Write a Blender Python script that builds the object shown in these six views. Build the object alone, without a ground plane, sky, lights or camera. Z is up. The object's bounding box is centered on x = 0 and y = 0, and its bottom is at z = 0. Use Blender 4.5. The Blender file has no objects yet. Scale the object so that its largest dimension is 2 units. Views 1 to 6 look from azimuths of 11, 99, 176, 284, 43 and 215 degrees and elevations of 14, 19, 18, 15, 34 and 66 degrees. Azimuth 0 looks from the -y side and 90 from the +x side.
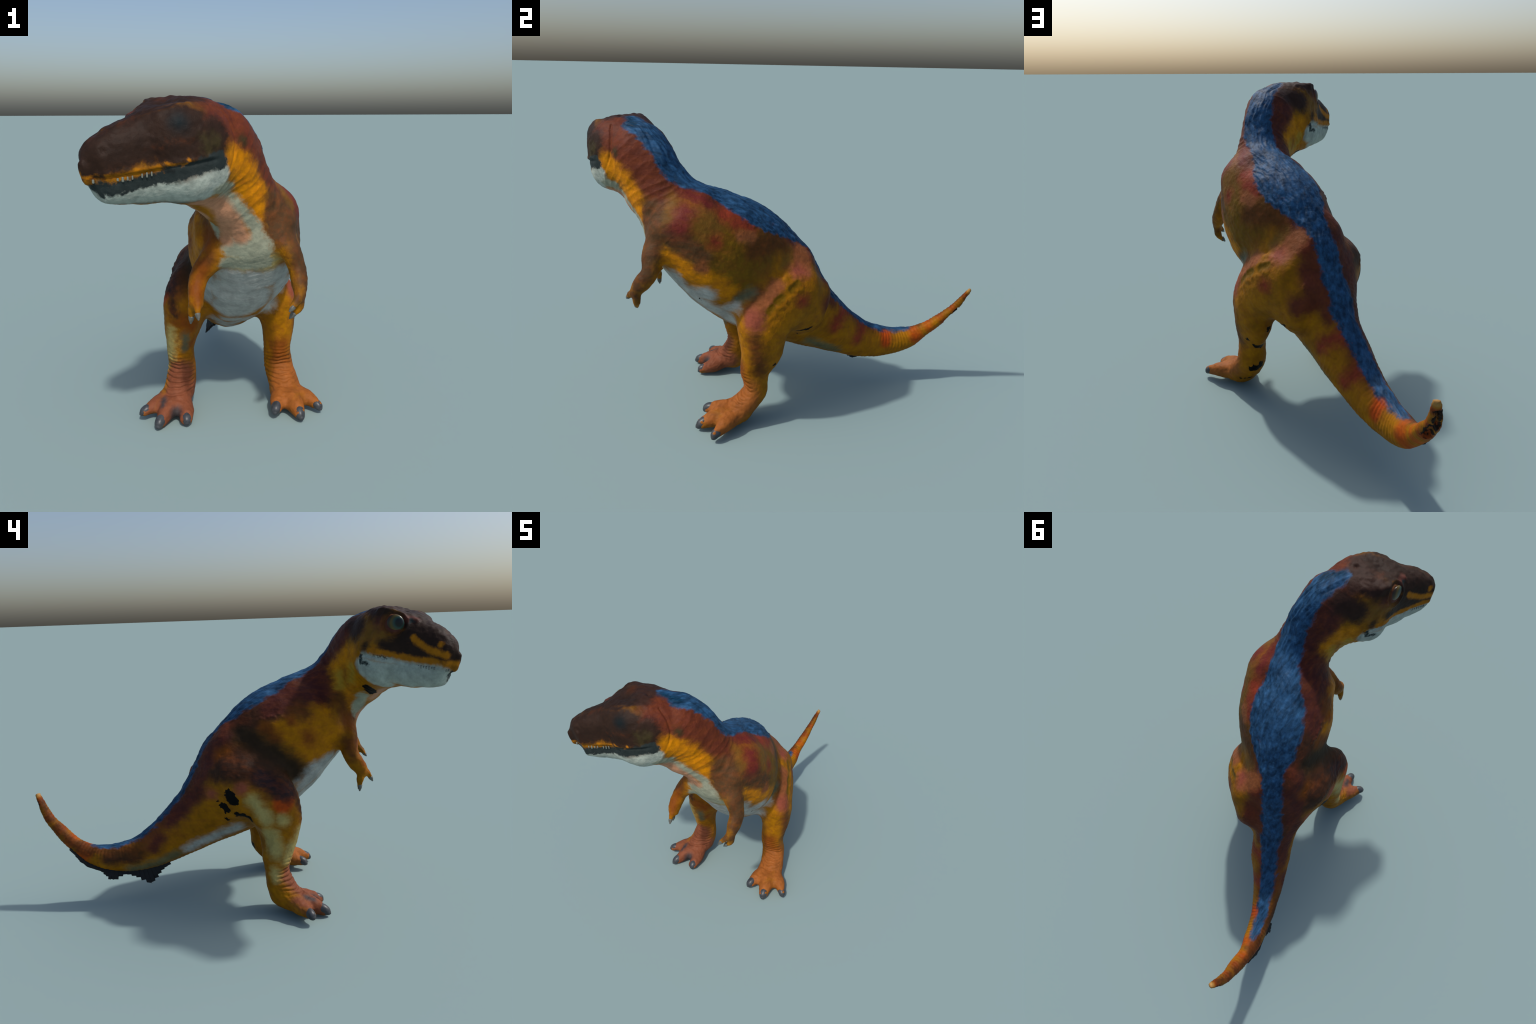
"""A painted toy meat-eating dinosaur: the body is a set of swept tubes (trunk, skull,
legs, toes, arms, fingers) described by stations along a spine, melted into one smooth
skin, given relief (feathers, folds, scales, wrinkles), then cut into named parts."""
import math
import numpy as np

# ------------------------------------------------------------------ helpers
def hermite(S, n):
    """smooth interpolation of station rows, n samples per span"""
    S = np.asarray(S, float)
    d = np.linalg.norm(np.diff(S[:, :3], axis=0), axis=1)[:, None]
    slope = np.diff(S, axis=0) / d
    m = np.empty_like(S)
    m[0], m[-1] = slope[0], slope[-1]
    if len(S) > 2:
        m[1:-1] = (slope[:-1] * d[1:] + slope[1:] * d[:-1]) / (d[1:] + d[:-1])
    t = np.linspace(0, 1, n, endpoint=False)[:, None]
    out = []
    for i in range(len(S) - 1):
        h = d[i]
        out.append((2*t**3 - 3*t**2 + 1) * S[i] + (t**3 - 2*t**2 + t) * h * m[i]
                   + (-2*t**3 + 3*t**2) * S[i+1] + (t**3 - t**2) * h * m[i+1])
    out.append(S[-1:])
    return np.concatenate(out)


class Sweep:
    """tube through stations (x, y, z, half width, height above, height below,
    and for the trunk: narrowing towards the top, lean of the top to one side)"""

    def __init__(s, stations, ref, power=2.0, blend=.03, n=10):
        s.n, s.power, s.blend = n, power, blend
        q = hermite(stations, n)
        s.c, s.r = q[:, :3], np.maximum(q[:, 3:6], .004)
        s.x = q[:, 6:8] if q.shape[1] == 8 else np.zeros((len(q), 2))
        T = np.gradient(s.c, axis=0)
        s.T = T / np.linalg.norm(T, axis=1)[:, None]
        side = np.cross(s.T, np.broadcast_to(np.array(ref, float), s.T.shape))
        s.side = side / np.linalg.norm(side, axis=1)[:, None]
        s.up = np.cross(s.side, s.T)
        s.seg = np.diff(s.c, axis=0)
        s.L2 = (s.seg**2).sum(1)
        m = s.r.max() + .07
        s.lo, s.hi = s.c.min(0) - m, s.c.max(0) + m

    def local(s, P):
        """station number, sideways, upward and overshoot offsets, radii"""
        i, u = np.empty(len(P), int), np.empty(len(P))
        for k in range(0, len(P), 40000):
            p = P[k:k+40000]
            j = ((p**2).sum(1)[:, None] - 2 * p @ s.c.T + (s.c**2).sum(1)).argmin(1)
            ahead = ((p - s.c[j]) * s.T[j]).sum(1) >= 0
            j = np.clip(np.where(ahead, j, j - 1), 0, len(s.seg) - 1)
            i[k:k+40000] = j
            u[k:k+40000] = ((p - s.c[j]) * s.seg[j]).sum(1) / s.L2[j]
        v = np.clip(u, 0, 1)[:, None]
        over = (u - v[:, 0]) * np.sqrt(s.L2[i])
        mix = lambda A: A[i] * (1 - v) + A[i+1] * v
        d, r, x = P - mix(s.c), mix(s.r), mix(s.x)
        a, b = (d * mix(s.side)).sum(1), (d * mix(s.up)).sum(1)
        g = np.clip(b / np.where(b > 0, r[:, 1], r[:, 2]), -1, 1)
        r[:, 0] *= 1 - x[:, 0] * g
        return (i + v[:, 0]) / s.n, a - x[:, 1] * g, b, over, r

    def field(s, P):
        t, a, b, o, r = s.local(P)
        h = np.where(b > 0, r[:, 1], r[:, 2])
        cap = r.min(1)
        k = np.maximum(((abs(a) / r[:, 0])**s.power + (abs(b) / h)**s.power + (abs(o) / cap)**s.power)**(1 / s.power), 1e-3)
        return np.where(k > .05, np.sqrt(a*a + b*b + o*o) * (1 - 1/k), -np.minimum(r[:, 0], h) * (1 - k))


def melt(a, b, k):
    """smooth union of two distance fields"""
    h = np.maximum(k - abs(a - b), 0) / k
    return np.minimum(a, b) - h * h * k * .25


def smooth(x, a, b):
    t = np.clip((x - a) / (b - a), 0, 1)
    return t * t * (3 - 2 * t)


def noise(P, seed=0):
    """gradient noise, about -1..1"""
    P = np.asarray(P, float)
    I = np.floor(P).astype(np.int64)
    f = P - I
    w = f**3 * (f * (f * 6 - 15) + 10)
    total = 0
    for c in range(8):
        o = np.array([c & 1, c >> 1 & 1, c >> 2 & 1])
        K = I + o
        h = (K[:, 0] * 374761393 + K[:, 1] * 668265263 + K[:, 2] * 2147483647 + seed * 1274126177) & 0xffffffff
        h = ((h ^ (h >> 13)) * 1274126177) & 0xffffffff
        h = h ^ (h >> 16)
        z = ((h & 1023) / 511.5) - 1
        a = ((h >> 10) & 1023) / 1024 * 2 * np.pi
        q = np.sqrt(np.maximum(0, 1 - z * z))
        d = f - o
        g = d[:, 0] * q * np.cos(a) + d[:, 1] * q * np.sin(a) + d[:, 2] * z
        total = total + g * np.prod(np.where(o == 1, w, 1 - w), axis=1)
    return total * 1.6


def along(P, A, B):
    """distance to the stroke A-B and the place along it"""
    A, B = np.array(A, float), np.array(B, float)
    ba = B - A
    h = np.clip((P - A) @ ba / max(ba @ ba, 1e-9), 0, 1)
    return np.linalg.norm(P - A - h[:, None] * ba, axis=1), h


def line(P, pts):
    d = np.full(len(P), 9.)
    for a, b in zip(pts[:-1], pts[1:]):
        d = np.minimum(d, along(P, a, b)[0])
    return d

# ------------------------------------------------------------------ anatomy
# every station: x, y, z of the middle, half width, height above, height below (metres)
BODY = {
    'trunk': dict(ref=(0, 0, 1), power=2.0, blend=0.05, stations=[
        (-0.333, 0.986, 0.558, 0.017, 0.009, 0.013, -0.000, -0.001),
        (-0.353, 0.927, 0.447, 0.026, 0.024, 0.023, 0.002, -0.004),
        (-0.356, 0.858, 0.369, 0.034, 0.031, 0.028, 0.004, -0.004),
        (-0.357, 0.781, 0.300, 0.038, 0.041, 0.036, 0.003, -0.001),
        (-0.346, 0.705, 0.254, 0.049, 0.061, 0.057, 0.003, 0.002),
        (-0.323, 0.602, 0.234, 0.056, 0.079, 0.077, 0.005, 0.006),
        (-0.267, 0.445, 0.262, 0.076, 0.100, 0.100, 0.008, 0.007),
        (-0.212, 0.321, 0.333, 0.096, 0.127, 0.129, 0.004, 0.005),
        (-0.158, 0.201, 0.418, 0.113, 0.165, 0.171, -0.007, 0.003),
        (-0.112, 0.093, 0.510, 0.162, 0.212, 0.222, 0.161, -0.002),
        (-0.076, 0.003, 0.603, 0.204, 0.260, 0.261, 0.112, -0.001),
        (-0.026, -0.097, 0.693, 0.205, 0.278, 0.280, 0.129, 0.001),
        (0.028, -0.205, 0.800, 0.231, 0.275, 0.281, 0.135, 0.005),
        (0.074, -0.310, 0.892, 0.226, 0.237, 0.250, 0.138, 0.004),
        (0.096, -0.398, 0.968, 0.202, 0.203, 0.213, 0.140, -0.002),
        (0.091, -0.463, 1.031, 0.143, 0.166, 0.170, -0.026, 0.004),
        (0.074, -0.528, 1.099, 0.127, 0.170, 0.172, -0.005, 0.001),
        (0.039, -0.586, 1.170, 0.129, 0.187, 0.184, 0.003, -0.002),
        (-0.012, -0.660, 1.228, 0.128, 0.160, 0.160, 0.010, -0.003),
    ]),
    'head': dict(ref=(0, 0, 1), power=2.4, blend=0.05, stations=[
        (0.036, -0.619, 1.232, 0.125, 0.151, 0.149, 0.003, -0.000),
        (-0.002, -0.664, 1.230, 0.157, 0.177, 0.169, 0.001, -0.000),
        (-0.055, -0.725, 1.225, 0.171, 0.186, 0.178, 0.003, 0.000),
        (-0.107, -0.786, 1.220, 0.147, 0.175, 0.167, 0.003, -0.000),
        (-0.154, -0.832, 1.209, 0.105, 0.150, 0.150, 0.017, -0.004),
        (-0.196, -0.878, 1.200, 0.084, 0.131, 0.136, 0.015, -0.006),
        (-0.239, -0.922, 1.186, 0.070, 0.112, 0.118, 0.006, -0.002),
        (-0.268, -0.958, 1.178, 0.054, 0.086, 0.086, -0.002, 0.001),
        (-0.277, -0.976, 1.173, 0.023, 0.051, 0.044, -0.005, -0.000),
    ]),
    'legL': dict(ref=(0.3, -1, 0), power=2.0, blend=0.05, stations=[
        (0.053, 0.010, 0.654, 0.077, 0.140, 0.142),
        (0.122, 0.006, 0.551, 0.093, 0.167, 0.149),
        (0.157, -0.011, 0.444, 0.093, 0.129, 0.109),
        (0.172, -0.032, 0.361, 0.080, 0.082, 0.087),
        (0.170, -0.052, 0.263, 0.067, 0.061, 0.062),
        (0.177, -0.044, 0.166, 0.071, 0.052, 0.062),
        (0.214, -0.093, 0.079, 0.074, 0.066, 0.054),
    ]),
    'legR': dict(ref=(-0.3, -1, 0), power=2.0, blend=0.05, stations=[
        (-0.164, -0.091, 0.690, 0.076, 0.104, 0.114),
        (-0.207, -0.142, 0.594, 0.086, 0.153, 0.136),
        (-0.231, -0.194, 0.504, 0.094, 0.136, 0.125),
        (-0.241, -0.230, 0.422, 0.078, 0.104, 0.098),
        (-0.257, -0.231, 0.296, 0.064, 0.064, 0.063),
        (-0.260, -0.215, 0.201, 0.069, 0.057, 0.068),
        (-0.264, -0.248, 0.087, 0.071, 0.079, 0.074),
    ]),
    'toe_L_mid': dict(ref=(0, 0, 1), power=2.0, blend=0.03, stations=[
        (0.220, -0.120, 0.060, 0.049, 0.045, 0.045),
        (0.279, -0.211, 0.049, 0.046, 0.046, 0.045),
        (0.308, -0.264, 0.032, 0.029, 0.028, 0.026),
    ]),
    'toe_L_out': dict(ref=(0, 0, 1), power=2.0, blend=0.03, stations=[
        (0.230, -0.101, 0.057, 0.042, 0.038, 0.038),
        (0.329, -0.151, 0.053, 0.037, 0.038, 0.037),
        (0.388, -0.186, 0.035, 0.019, 0.023, 0.022),
    ]),
    'toe_L_in': dict(ref=(0, 0, 1), power=2.0, blend=0.03, stations=[
        (0.201, -0.130, 0.060, 0.044, 0.040, 0.040),
        (0.201, -0.200, 0.056, 0.041, 0.040, 0.039),
        (0.201, -0.265, 0.045, 0.027, 0.025, 0.025),
    ]),
    'toe_R_mid': dict(ref=(0, 0, 1), power=2.0, blend=0.03, stations=[
        (-0.281, -0.290, 0.071, 0.050, 0.045, 0.045),
        (-0.280, -0.370, 0.049, 0.045, 0.045, 0.045),
        (-0.290, -0.440, 0.026, 0.027, 0.028, 0.029),
    ]),
    'toe_R_out': dict(ref=(0, 0, 1), power=2.0, blend=0.03, stations=[
        (-0.290, -0.280, 0.065, 0.045, 0.040, 0.040),
        (-0.347, -0.351, 0.054, 0.040, 0.038, 0.039),
        (-0.382, -0.400, 0.042, 0.024, 0.024, 0.021),
    ]),
    'toe_R_in': dict(ref=(0, 0, 1), power=2.0, blend=0.03, stations=[
        (-0.250, -0.289, 0.068, 0.045, 0.040, 0.041),
        (-0.203, -0.349, 0.045, 0.041, 0.039, 0.041),
        (-0.182, -0.405, 0.026, 0.029, 0.025, 0.024),
    ]),
    'armL': dict(ref=(0, -1, 0), power=2.0, blend=0.03, stations=[
        (0.219, -0.450, 0.899, 0.056, 0.069, 0.069),
        (0.280, -0.475, 0.847, 0.042, 0.057, 0.057),
        (0.313, -0.485, 0.775, 0.037, 0.041, 0.042),
        (0.330, -0.532, 0.711, 0.031, 0.037, 0.036),
        (0.333, -0.552, 0.681, 0.021, 0.027, 0.026),
    ]),
    'armR': dict(ref=(0, -1, 0), power=2.0, blend=0.03, stations=[
        (0.030, -0.509, 0.859, 0.058, 0.057, 0.057),
        (-0.021, -0.532, 0.798, 0.050, 0.046, 0.051),
        (-0.061, -0.551, 0.738, 0.040, 0.037, 0.046),
        (-0.062, -0.591, 0.675, 0.032, 0.034, 0.041),
        (-0.058, -0.602, 0.649, 0.030, 0.029, 0.030),
    ]),
    'fin_L_low': dict(ref=(0, -1, 0), power=2.0, blend=0.01, stations=[
        (0.333, -0.542, 0.689, 0.019, 0.020, 0.021),
        (0.331, -0.546, 0.644, 0.020, 0.018, 0.020),
        (0.306, -0.554, 0.602, 0.009, 0.008, 0.008),
    ]),
    'fin_L_fw': dict(ref=(0, -1, 0), power=2.0, blend=0.01, stations=[
        (0.331, -0.550, 0.689, 0.016, 0.017, 0.017),
        (0.319, -0.581, 0.666, 0.016, 0.015, 0.015),
        (0.303, -0.599, 0.649, 0.009, 0.008, 0.008),
    ]),
    'fin_R_low': dict(ref=(0, -1, 0), power=2.0, blend=0.01, stations=[
        (-0.066, -0.598, 0.660, 0.020, 0.020, 0.020),
        (-0.079, -0.593, 0.616, 0.018, 0.018, 0.020),
        (-0.085, -0.589, 0.571, 0.007, 0.009, 0.009),
    ]),
    'fin_R_fw': dict(ref=(0, -1, 0), power=2.0, blend=0.01, stations=[
        (-0.050, -0.610, 0.660, 0.017, 0.017, 0.017),
        (-0.045, -0.631, 0.635, 0.015, 0.015, 0.015),
        (-0.041, -0.644, 0.606, 0.007, 0.007, 0.008),
    ]),
    'calfL': dict(ref=(0, -1, 0), power=2.0, blend=0.04, stations=[
        (0.153, 0.009, 0.440, 0.052, 0.060, 0.059),
        (0.150, 0.028, 0.360, 0.055, 0.049, 0.058),
        (0.169, -0.014, 0.251, 0.039, 0.034, 0.031),
    ]),
    'calfR': dict(ref=(0, -1, 0), power=2.0, blend=0.04, stations=[
        (-0.205, -0.150, 0.460, 0.045, 0.050, 0.060),
        (-0.212, -0.166, 0.382, 0.039, 0.046, 0.053),
        (-0.247, -0.194, 0.283, 0.032, 0.036, 0.040),
    ]),
    'buttL': dict(ref=(0, 0, 1), power=2.0, blend=0.06, stations=[
        (0.140, -0.030, 0.581, 0.067, 0.118, 0.114),
        (0.064, 0.092, 0.590, 0.090, 0.140, 0.132),
        (-0.023, 0.204, 0.534, 0.077, 0.140, 0.130),
    ]),
    'buttR': dict(ref=(0, 0, 1), power=2.0, blend=0.06, stations=[
        (-0.259, -0.095, 0.642, 0.069, 0.103, 0.103),
        (-0.234, 0.053, 0.576, 0.064, 0.124, 0.122),
        (-0.214, 0.181, 0.497, 0.041, 0.101, 0.099),
    ]),
}
TUBE = {k: Sweep(v['stations'], v['ref'], v['power'], v['blend']) for k, v in BODY.items()}


def fields(P, far=.5):
    out = []
    for k, s in TUBE.items():
        f = np.full(len(P), far)
        near = np.all((P > s.lo) & (P < s.hi), axis=1).nonzero()[0]
        if len(near):
            f[near] = np.minimum(far, s.field(P[near]))
        out.append(f)
    return out


def body_field(P):
    r = None
    for (k, s), f in zip(TUBE.items(), fields(P)):
        r = f if r is None else melt(r, f, s.blend)
    return r

def stroke(A, B, r):
    """a brush stroke: from, to, half width"""
    return A, B, r


PAINT = {
    'u_back': [
        stroke((0.006, -0.134, 1.060), (-0.037, -0.049, 1.014), 0.184),
        stroke((-0.054, -0.016, 0.988), (-0.102, 0.111, 0.858), 0.147),
        stroke((-0.117, 0.142, 0.821), (-0.189, 0.266, 0.589), 0.104),
        stroke((-0.223, 0.337, 0.487), (-0.279, 0.457, 0.369), 0.064),
        stroke((-0.287, 0.491, 0.347), (-0.315, 0.572, 0.318), 0.043),
        stroke((0.059, -0.218, 1.097), (-0.011, -0.107, 1.048), 0.151),
        stroke((0.087, -0.326, 1.137), (0.098, -0.405, 1.211), 0.096),
        stroke((0.093, -0.755, 1.345), (0.168, -0.610, 1.289), 0.081),
        stroke((0.168, -0.610, 1.289), (0.195, -0.510, 1.179), 0.079),
        stroke((-0.013, -0.515, 1.334), (0.010, -0.441, 1.214), 0.061),
        stroke((0.039, -0.700, 1.400), (-0.041, -0.566, 1.363), 0.061),
        stroke((0.117, -0.627, 1.363), (0.167, -0.527, 1.271), 0.048),
        stroke((0.167, -0.527, 1.271), (0.179, -0.437, 1.174), 0.047),
        stroke((0.179, -0.437, 1.174), (0.188, -0.380, 1.119), 0.047),
        stroke((0.085, -0.647, 1.378), (0.165, -0.574, 1.292), 0.040),
        stroke((0.165, -0.574, 1.292), (0.192, -0.456, 1.160), 0.041),
    ],
    'u_head': [
        stroke((-0.236, -0.990, 1.233), (-0.134, -0.925, 1.289), 0.081),
        stroke((-0.134, -0.925, 1.289), (-0.025, -0.895, 1.296), 0.081),
        stroke((-0.025, -0.895, 1.296), (0.074, -0.831, 1.279), 0.081),
        stroke((-0.271, -0.997, 1.204), (-0.234, -0.985, 1.189), 0.031),
        stroke((-0.249, -0.838, 1.288), (-0.309, -0.941, 1.249), 0.065),
        stroke((-0.081, -0.757, 1.393), (-0.193, -0.845, 1.346), 0.075),
        stroke((-0.220, -0.725, 1.239), (-0.263, -0.834, 1.229), 0.033),
        stroke((-0.102, -0.916, 1.214), (0.008, -0.883, 1.228), 0.020),
        stroke((0.008, -0.883, 1.228), (0.075, -0.836, 1.237), 0.020),
    ],
    'u_flank': [
        stroke((0.300, -0.427, 0.946), (0.188, -0.053, 0.840), 0.125),
        stroke((0.259, -0.256, 1.016), (0.259, -0.256, 1.016), 0.080),
        stroke((0.241, -0.125, 0.719), (0.241, -0.125, 0.719), 0.061),
    ],
    'u_right': [
        stroke((-0.166, -0.058, 0.922), (-0.095, -0.316, 1.023), 0.089),
        stroke((-0.095, -0.316, 1.023), (-0.043, -0.456, 1.063), 0.089),
        stroke((-0.268, 0.017, 0.745), (-0.267, -0.131, 0.719), 0.098),
        stroke((-0.267, -0.131, 0.719), (-0.280, -0.249, 0.649), 0.097),
        stroke((-0.205, 0.076, 0.829), (-0.240, 0.130, 0.704), 0.076),
        stroke((-0.252, 0.144, 0.664), (-0.254, 0.282, 0.502), 0.055),
    ],
    'belly': [
        stroke((-0.011, -0.324, 0.528), (0.057, -0.331, 0.535), 0.081),
        stroke((-0.092, -0.103, 0.376), (-0.046, -0.012, 0.332), 0.028),
        stroke((0.041, -0.480, 0.717), (0.115, -0.470, 0.708), 0.065),
        stroke((0.115, -0.470, 0.708), (0.208, -0.427, 0.716), 0.065),
        stroke((0.045, -0.395, 0.601), (0.128, -0.385, 0.613), 0.078),
        stroke((-0.039, -0.214, 0.440), (0.022, -0.224, 0.448), 0.034),
        stroke((-0.032, -0.404, 0.637), (-0.053, -0.422, 0.679), 0.036),
        stroke((0.251, -0.396, 0.736), (0.226, -0.348, 0.664), 0.043),
        stroke((0.226, -0.348, 0.664), (0.216, -0.282, 0.610), 0.043),
        stroke((0.216, -0.282, 0.610), (0.172, -0.212, 0.547), 0.043),
        stroke((0.172, -0.212, 0.547), (0.137, -0.161, 0.498), 0.044),
        stroke((0.243, -0.323, 0.670), (0.257, -0.241, 0.667), 0.037),
        stroke((0.200, -0.135, 0.598), (0.192, -0.178, 0.578), 0.026),
        stroke((-0.099, -0.367, 0.637), (-0.103, -0.319, 0.580), 0.043),
        stroke((-0.103, -0.319, 0.580), (-0.059, -0.435, 0.704), 0.043),
        stroke((-0.146, -0.302, 0.624), (-0.146, -0.302, 0.624), 0.021),
        stroke((-0.130, -0.346, 0.658), (-0.120, -0.375, 0.681), 0.030),
        stroke((-0.120, -0.375, 0.681), (-0.056, -0.428, 0.690), 0.030),
        stroke((0.050, -0.414, 0.629), (0.081, -0.363, 0.570), 0.115),
        stroke((-0.000, -0.423, 0.661), (0.169, -0.438, 0.696), 0.056),
        stroke((-0.096, -0.157, 0.415), (-0.036, -0.108, 0.382), 0.036),
        stroke((-0.036, -0.108, 0.382), (0.058, -0.206, 0.450), 0.035),
        stroke((-0.206, -0.017, 0.389), (-0.215, 0.112, 0.332), 0.031),
        stroke((-0.215, 0.112, 0.332), (-0.258, 0.231, 0.283), 0.031),
    ],
    'grey': [
        stroke((0.088, -0.564, 0.866), (0.178, -0.540, 0.840), 0.052),
        stroke((0.085, -0.711, 1.083), (0.128, -0.634, 1.016), 0.027),
        stroke((0.128, -0.634, 1.016), (0.166, -0.571, 0.946), 0.028),
        stroke((0.166, -0.571, 0.946), (0.176, -0.553, 0.881), 0.029),
        stroke((-0.032, -0.589, 1.002), (0.018, -0.569, 0.935), 0.030),
        stroke((0.085, -0.783, 1.117), (0.099, -0.717, 1.106), 0.030),
        stroke((0.115, -0.559, 0.851), (0.189, -0.545, 0.870), 0.037),
        stroke((0.056, -0.538, 0.795), (0.196, -0.504, 0.797), 0.034),
    ],
    'jaw': [
        stroke((-0.168, -0.912, 1.085), (-0.051, -0.847, 1.083), 0.020),
        stroke((-0.051, -0.847, 1.083), (0.046, -0.821, 1.097), 0.020),
        stroke((-0.149, -0.927, 1.122), (0.047, -0.830, 1.107), 0.030),
        stroke((-0.171, -0.633, 1.099), (-0.160, -0.713, 1.075), 0.026),
        stroke((-0.259, -0.944, 1.095), (-0.256, -0.890, 1.080), 0.016),
        stroke((0.067, -0.827, 1.135), (0.053, -0.806, 1.092), 0.028),
        stroke((-0.167, -0.599, 1.153), (-0.199, -0.686, 1.133), 0.048),
        stroke((-0.199, -0.686, 1.133), (-0.246, -0.814, 1.121), 0.047),
        stroke((-0.246, -0.814, 1.121), (-0.296, -0.920, 1.115), 0.046),
        stroke((-0.176, -0.604, 1.207), (-0.211, -0.700, 1.187), 0.017),
        stroke((-0.211, -0.700, 1.187), (-0.245, -0.793, 1.162), 0.017),
        stroke((-0.245, -0.793, 1.162), (-0.308, -0.908, 1.154), 0.016),
        stroke((-0.179, -0.687, 1.088), (-0.223, -0.817, 1.082), 0.022),
        stroke((-0.223, -0.817, 1.082), (-0.256, -0.890, 1.080), 0.022),
        stroke((-0.223, -0.955, 1.090), (-0.149, -0.914, 1.102), 0.030),
        stroke((-0.149, -0.914, 1.102), (-0.082, -0.874, 1.102), 0.030),
        stroke((-0.082, -0.874, 1.102), (-0.005, -0.857, 1.105), 0.030),
        stroke((-0.005, -0.857, 1.105), (0.069, -0.823, 1.130), 0.030),
        stroke((0.069, -0.823, 1.130), (0.104, -0.780, 1.158), 0.031),
        stroke((-0.061, -0.874, 1.110), (0.017, -0.859, 1.126), 0.022),
        stroke((0.017, -0.859, 1.126), (0.102, -0.790, 1.171), 0.022),
    ],
    'skinpink': [
        stroke((-0.063, -0.686, 1.041), (-0.009, -0.645, 0.999), 0.024),
        stroke((0.019, -0.774, 1.061), (0.061, -0.706, 1.052), 0.034),
        stroke((0.061, -0.706, 1.052), (0.090, -0.646, 0.990), 0.035),
        stroke((0.090, -0.646, 0.990), (0.111, -0.582, 0.913), 0.036),
        stroke((0.069, -0.694, 1.046), (0.058, -0.571, 0.899), 0.028),
    ],
    'tailbrown': [
        stroke((-0.380, 0.703, 0.297), (-0.387, 0.790, 0.334), 0.026),
        stroke((-0.387, 0.790, 0.334), (-0.375, 0.871, 0.411), 0.026),
        stroke((-0.370, 0.904, 0.447), (-0.349, 0.955, 0.523), 0.020),
    ],
    'u_jaw': [
        stroke((-0.255, -0.956, 1.109), (-0.111, -0.903, 1.125), 0.034),
        stroke((-0.111, -0.903, 1.125), (0.002, -0.873, 1.143), 0.034),
        stroke((0.002, -0.873, 1.143), (0.103, -0.793, 1.183), 0.034),
        stroke((-0.215, -0.939, 1.080), (-0.059, -0.823, 1.069), 0.018),
        stroke((-0.059, -0.823, 1.069), (0.043, -0.810, 1.086), 0.019),
    ],
    'darkhead': [
        stroke((-0.138, -0.867, 1.359), (-0.035, -0.859, 1.374), 0.024),
        stroke((-0.035, -0.859, 1.374), (0.042, -0.825, 1.355), 0.024),
        stroke((-0.250, -0.989, 1.218), (-0.164, -0.950, 1.272), 0.059),
        stroke((-0.164, -0.950, 1.272), (-0.063, -0.898, 1.326), 0.059),
        stroke((-0.063, -0.898, 1.326), (0.024, -0.860, 1.325), 0.059),
        stroke((-0.232, -0.987, 1.200), (-0.133, -0.936, 1.231), 0.029),
        stroke((-0.133, -0.936, 1.231), (-0.027, -0.899, 1.229), 0.029),
        stroke((-0.027, -0.899, 1.229), (0.059, -0.849, 1.249), 0.030),
        stroke((0.088, -0.803, 1.305), (0.090, -0.817, 1.240), 0.048),
        stroke((-0.062, -0.793, 1.387), (-0.169, -0.825, 1.366), 0.055),
        stroke((-0.169, -0.825, 1.366), (-0.241, -0.883, 1.316), 0.056),
        stroke((-0.278, -0.997, 1.211), (-0.269, -0.996, 1.185), 0.024),
        stroke((-0.189, -0.700, 1.387), (-0.144, -0.782, 1.384), 0.025),
        stroke((-0.206, -0.807, 1.343), (-0.283, -0.904, 1.278), 0.060),
        stroke((-0.283, -0.904, 1.278), (-0.308, -0.951, 1.239), 0.059),
        stroke((-0.213, -0.683, 1.247), (-0.240, -0.785, 1.244), 0.030),
        stroke((-0.240, -0.785, 1.244), (-0.280, -0.858, 1.219), 0.030),
        stroke((-0.229, -0.798, 1.303), (-0.228, -0.759, 1.264), 0.038),
        stroke((-0.296, -0.973, 1.208), (-0.296, -0.973, 1.208), 0.038),
        stroke((-0.175, -0.609, 1.244), (-0.175, -0.609, 1.244), 0.021),
        stroke((-0.226, -0.759, 1.279), (-0.226, -0.759, 1.279), 0.014),
    ],
    'olive': [
        stroke((0.279, -0.236, 0.924), (0.186, -0.053, 0.851), 0.081),
        stroke((0.271, -0.174, 0.761), (0.204, -0.077, 0.708), 0.066),
        stroke((0.248, -0.124, 0.780), (0.248, -0.124, 0.780), 0.082),
        stroke((-0.079, -0.559, 1.331), (-0.079, -0.559, 1.331), 0.039),
    ],
    'umber': [
        stroke((0.167, -0.040, 0.869), (0.058, 0.039, 0.882), 0.056),
        stroke((0.188, -0.022, 0.670), (0.221, -0.056, 0.596), 0.028),
        stroke((0.152, 0.028, 0.709), (0.152, 0.028, 0.709), 0.025),
        stroke((0.256, -0.033, 0.466), (0.251, -0.016, 0.376), 0.034),
        stroke((0.251, -0.016, 0.376), (0.227, 0.001, 0.294), 0.035),
        stroke((-0.047, -0.462, 1.028), (-0.035, -0.508, 0.955), 0.036),
        stroke((-0.036, -0.438, 1.085), (-0.036, -0.438, 1.085), 0.021),
        stroke((-0.143, -0.299, 0.960), (-0.140, -0.334, 0.948), 0.044),
        stroke((-0.031, -0.516, 0.924), (0.002, -0.549, 0.907), 0.029),
        stroke((-0.209, -0.254, 0.683), (-0.230, -0.298, 0.630), 0.026),
        stroke((-0.249, -0.272, 0.659), (-0.226, -0.313, 0.598), 0.033),
        stroke((-0.343, 0.459, 0.297), (-0.374, 0.613, 0.280), 0.038),
        stroke((-0.374, 0.613, 0.280), (-0.380, 0.742, 0.314), 0.039),
        stroke((-0.047, -0.576, 0.795), (-0.008, -0.573, 0.825), 0.021),
        stroke((-0.076, -0.536, 0.802), (-0.100, -0.556, 0.747), 0.027),
    ],
    'drab': [
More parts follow.
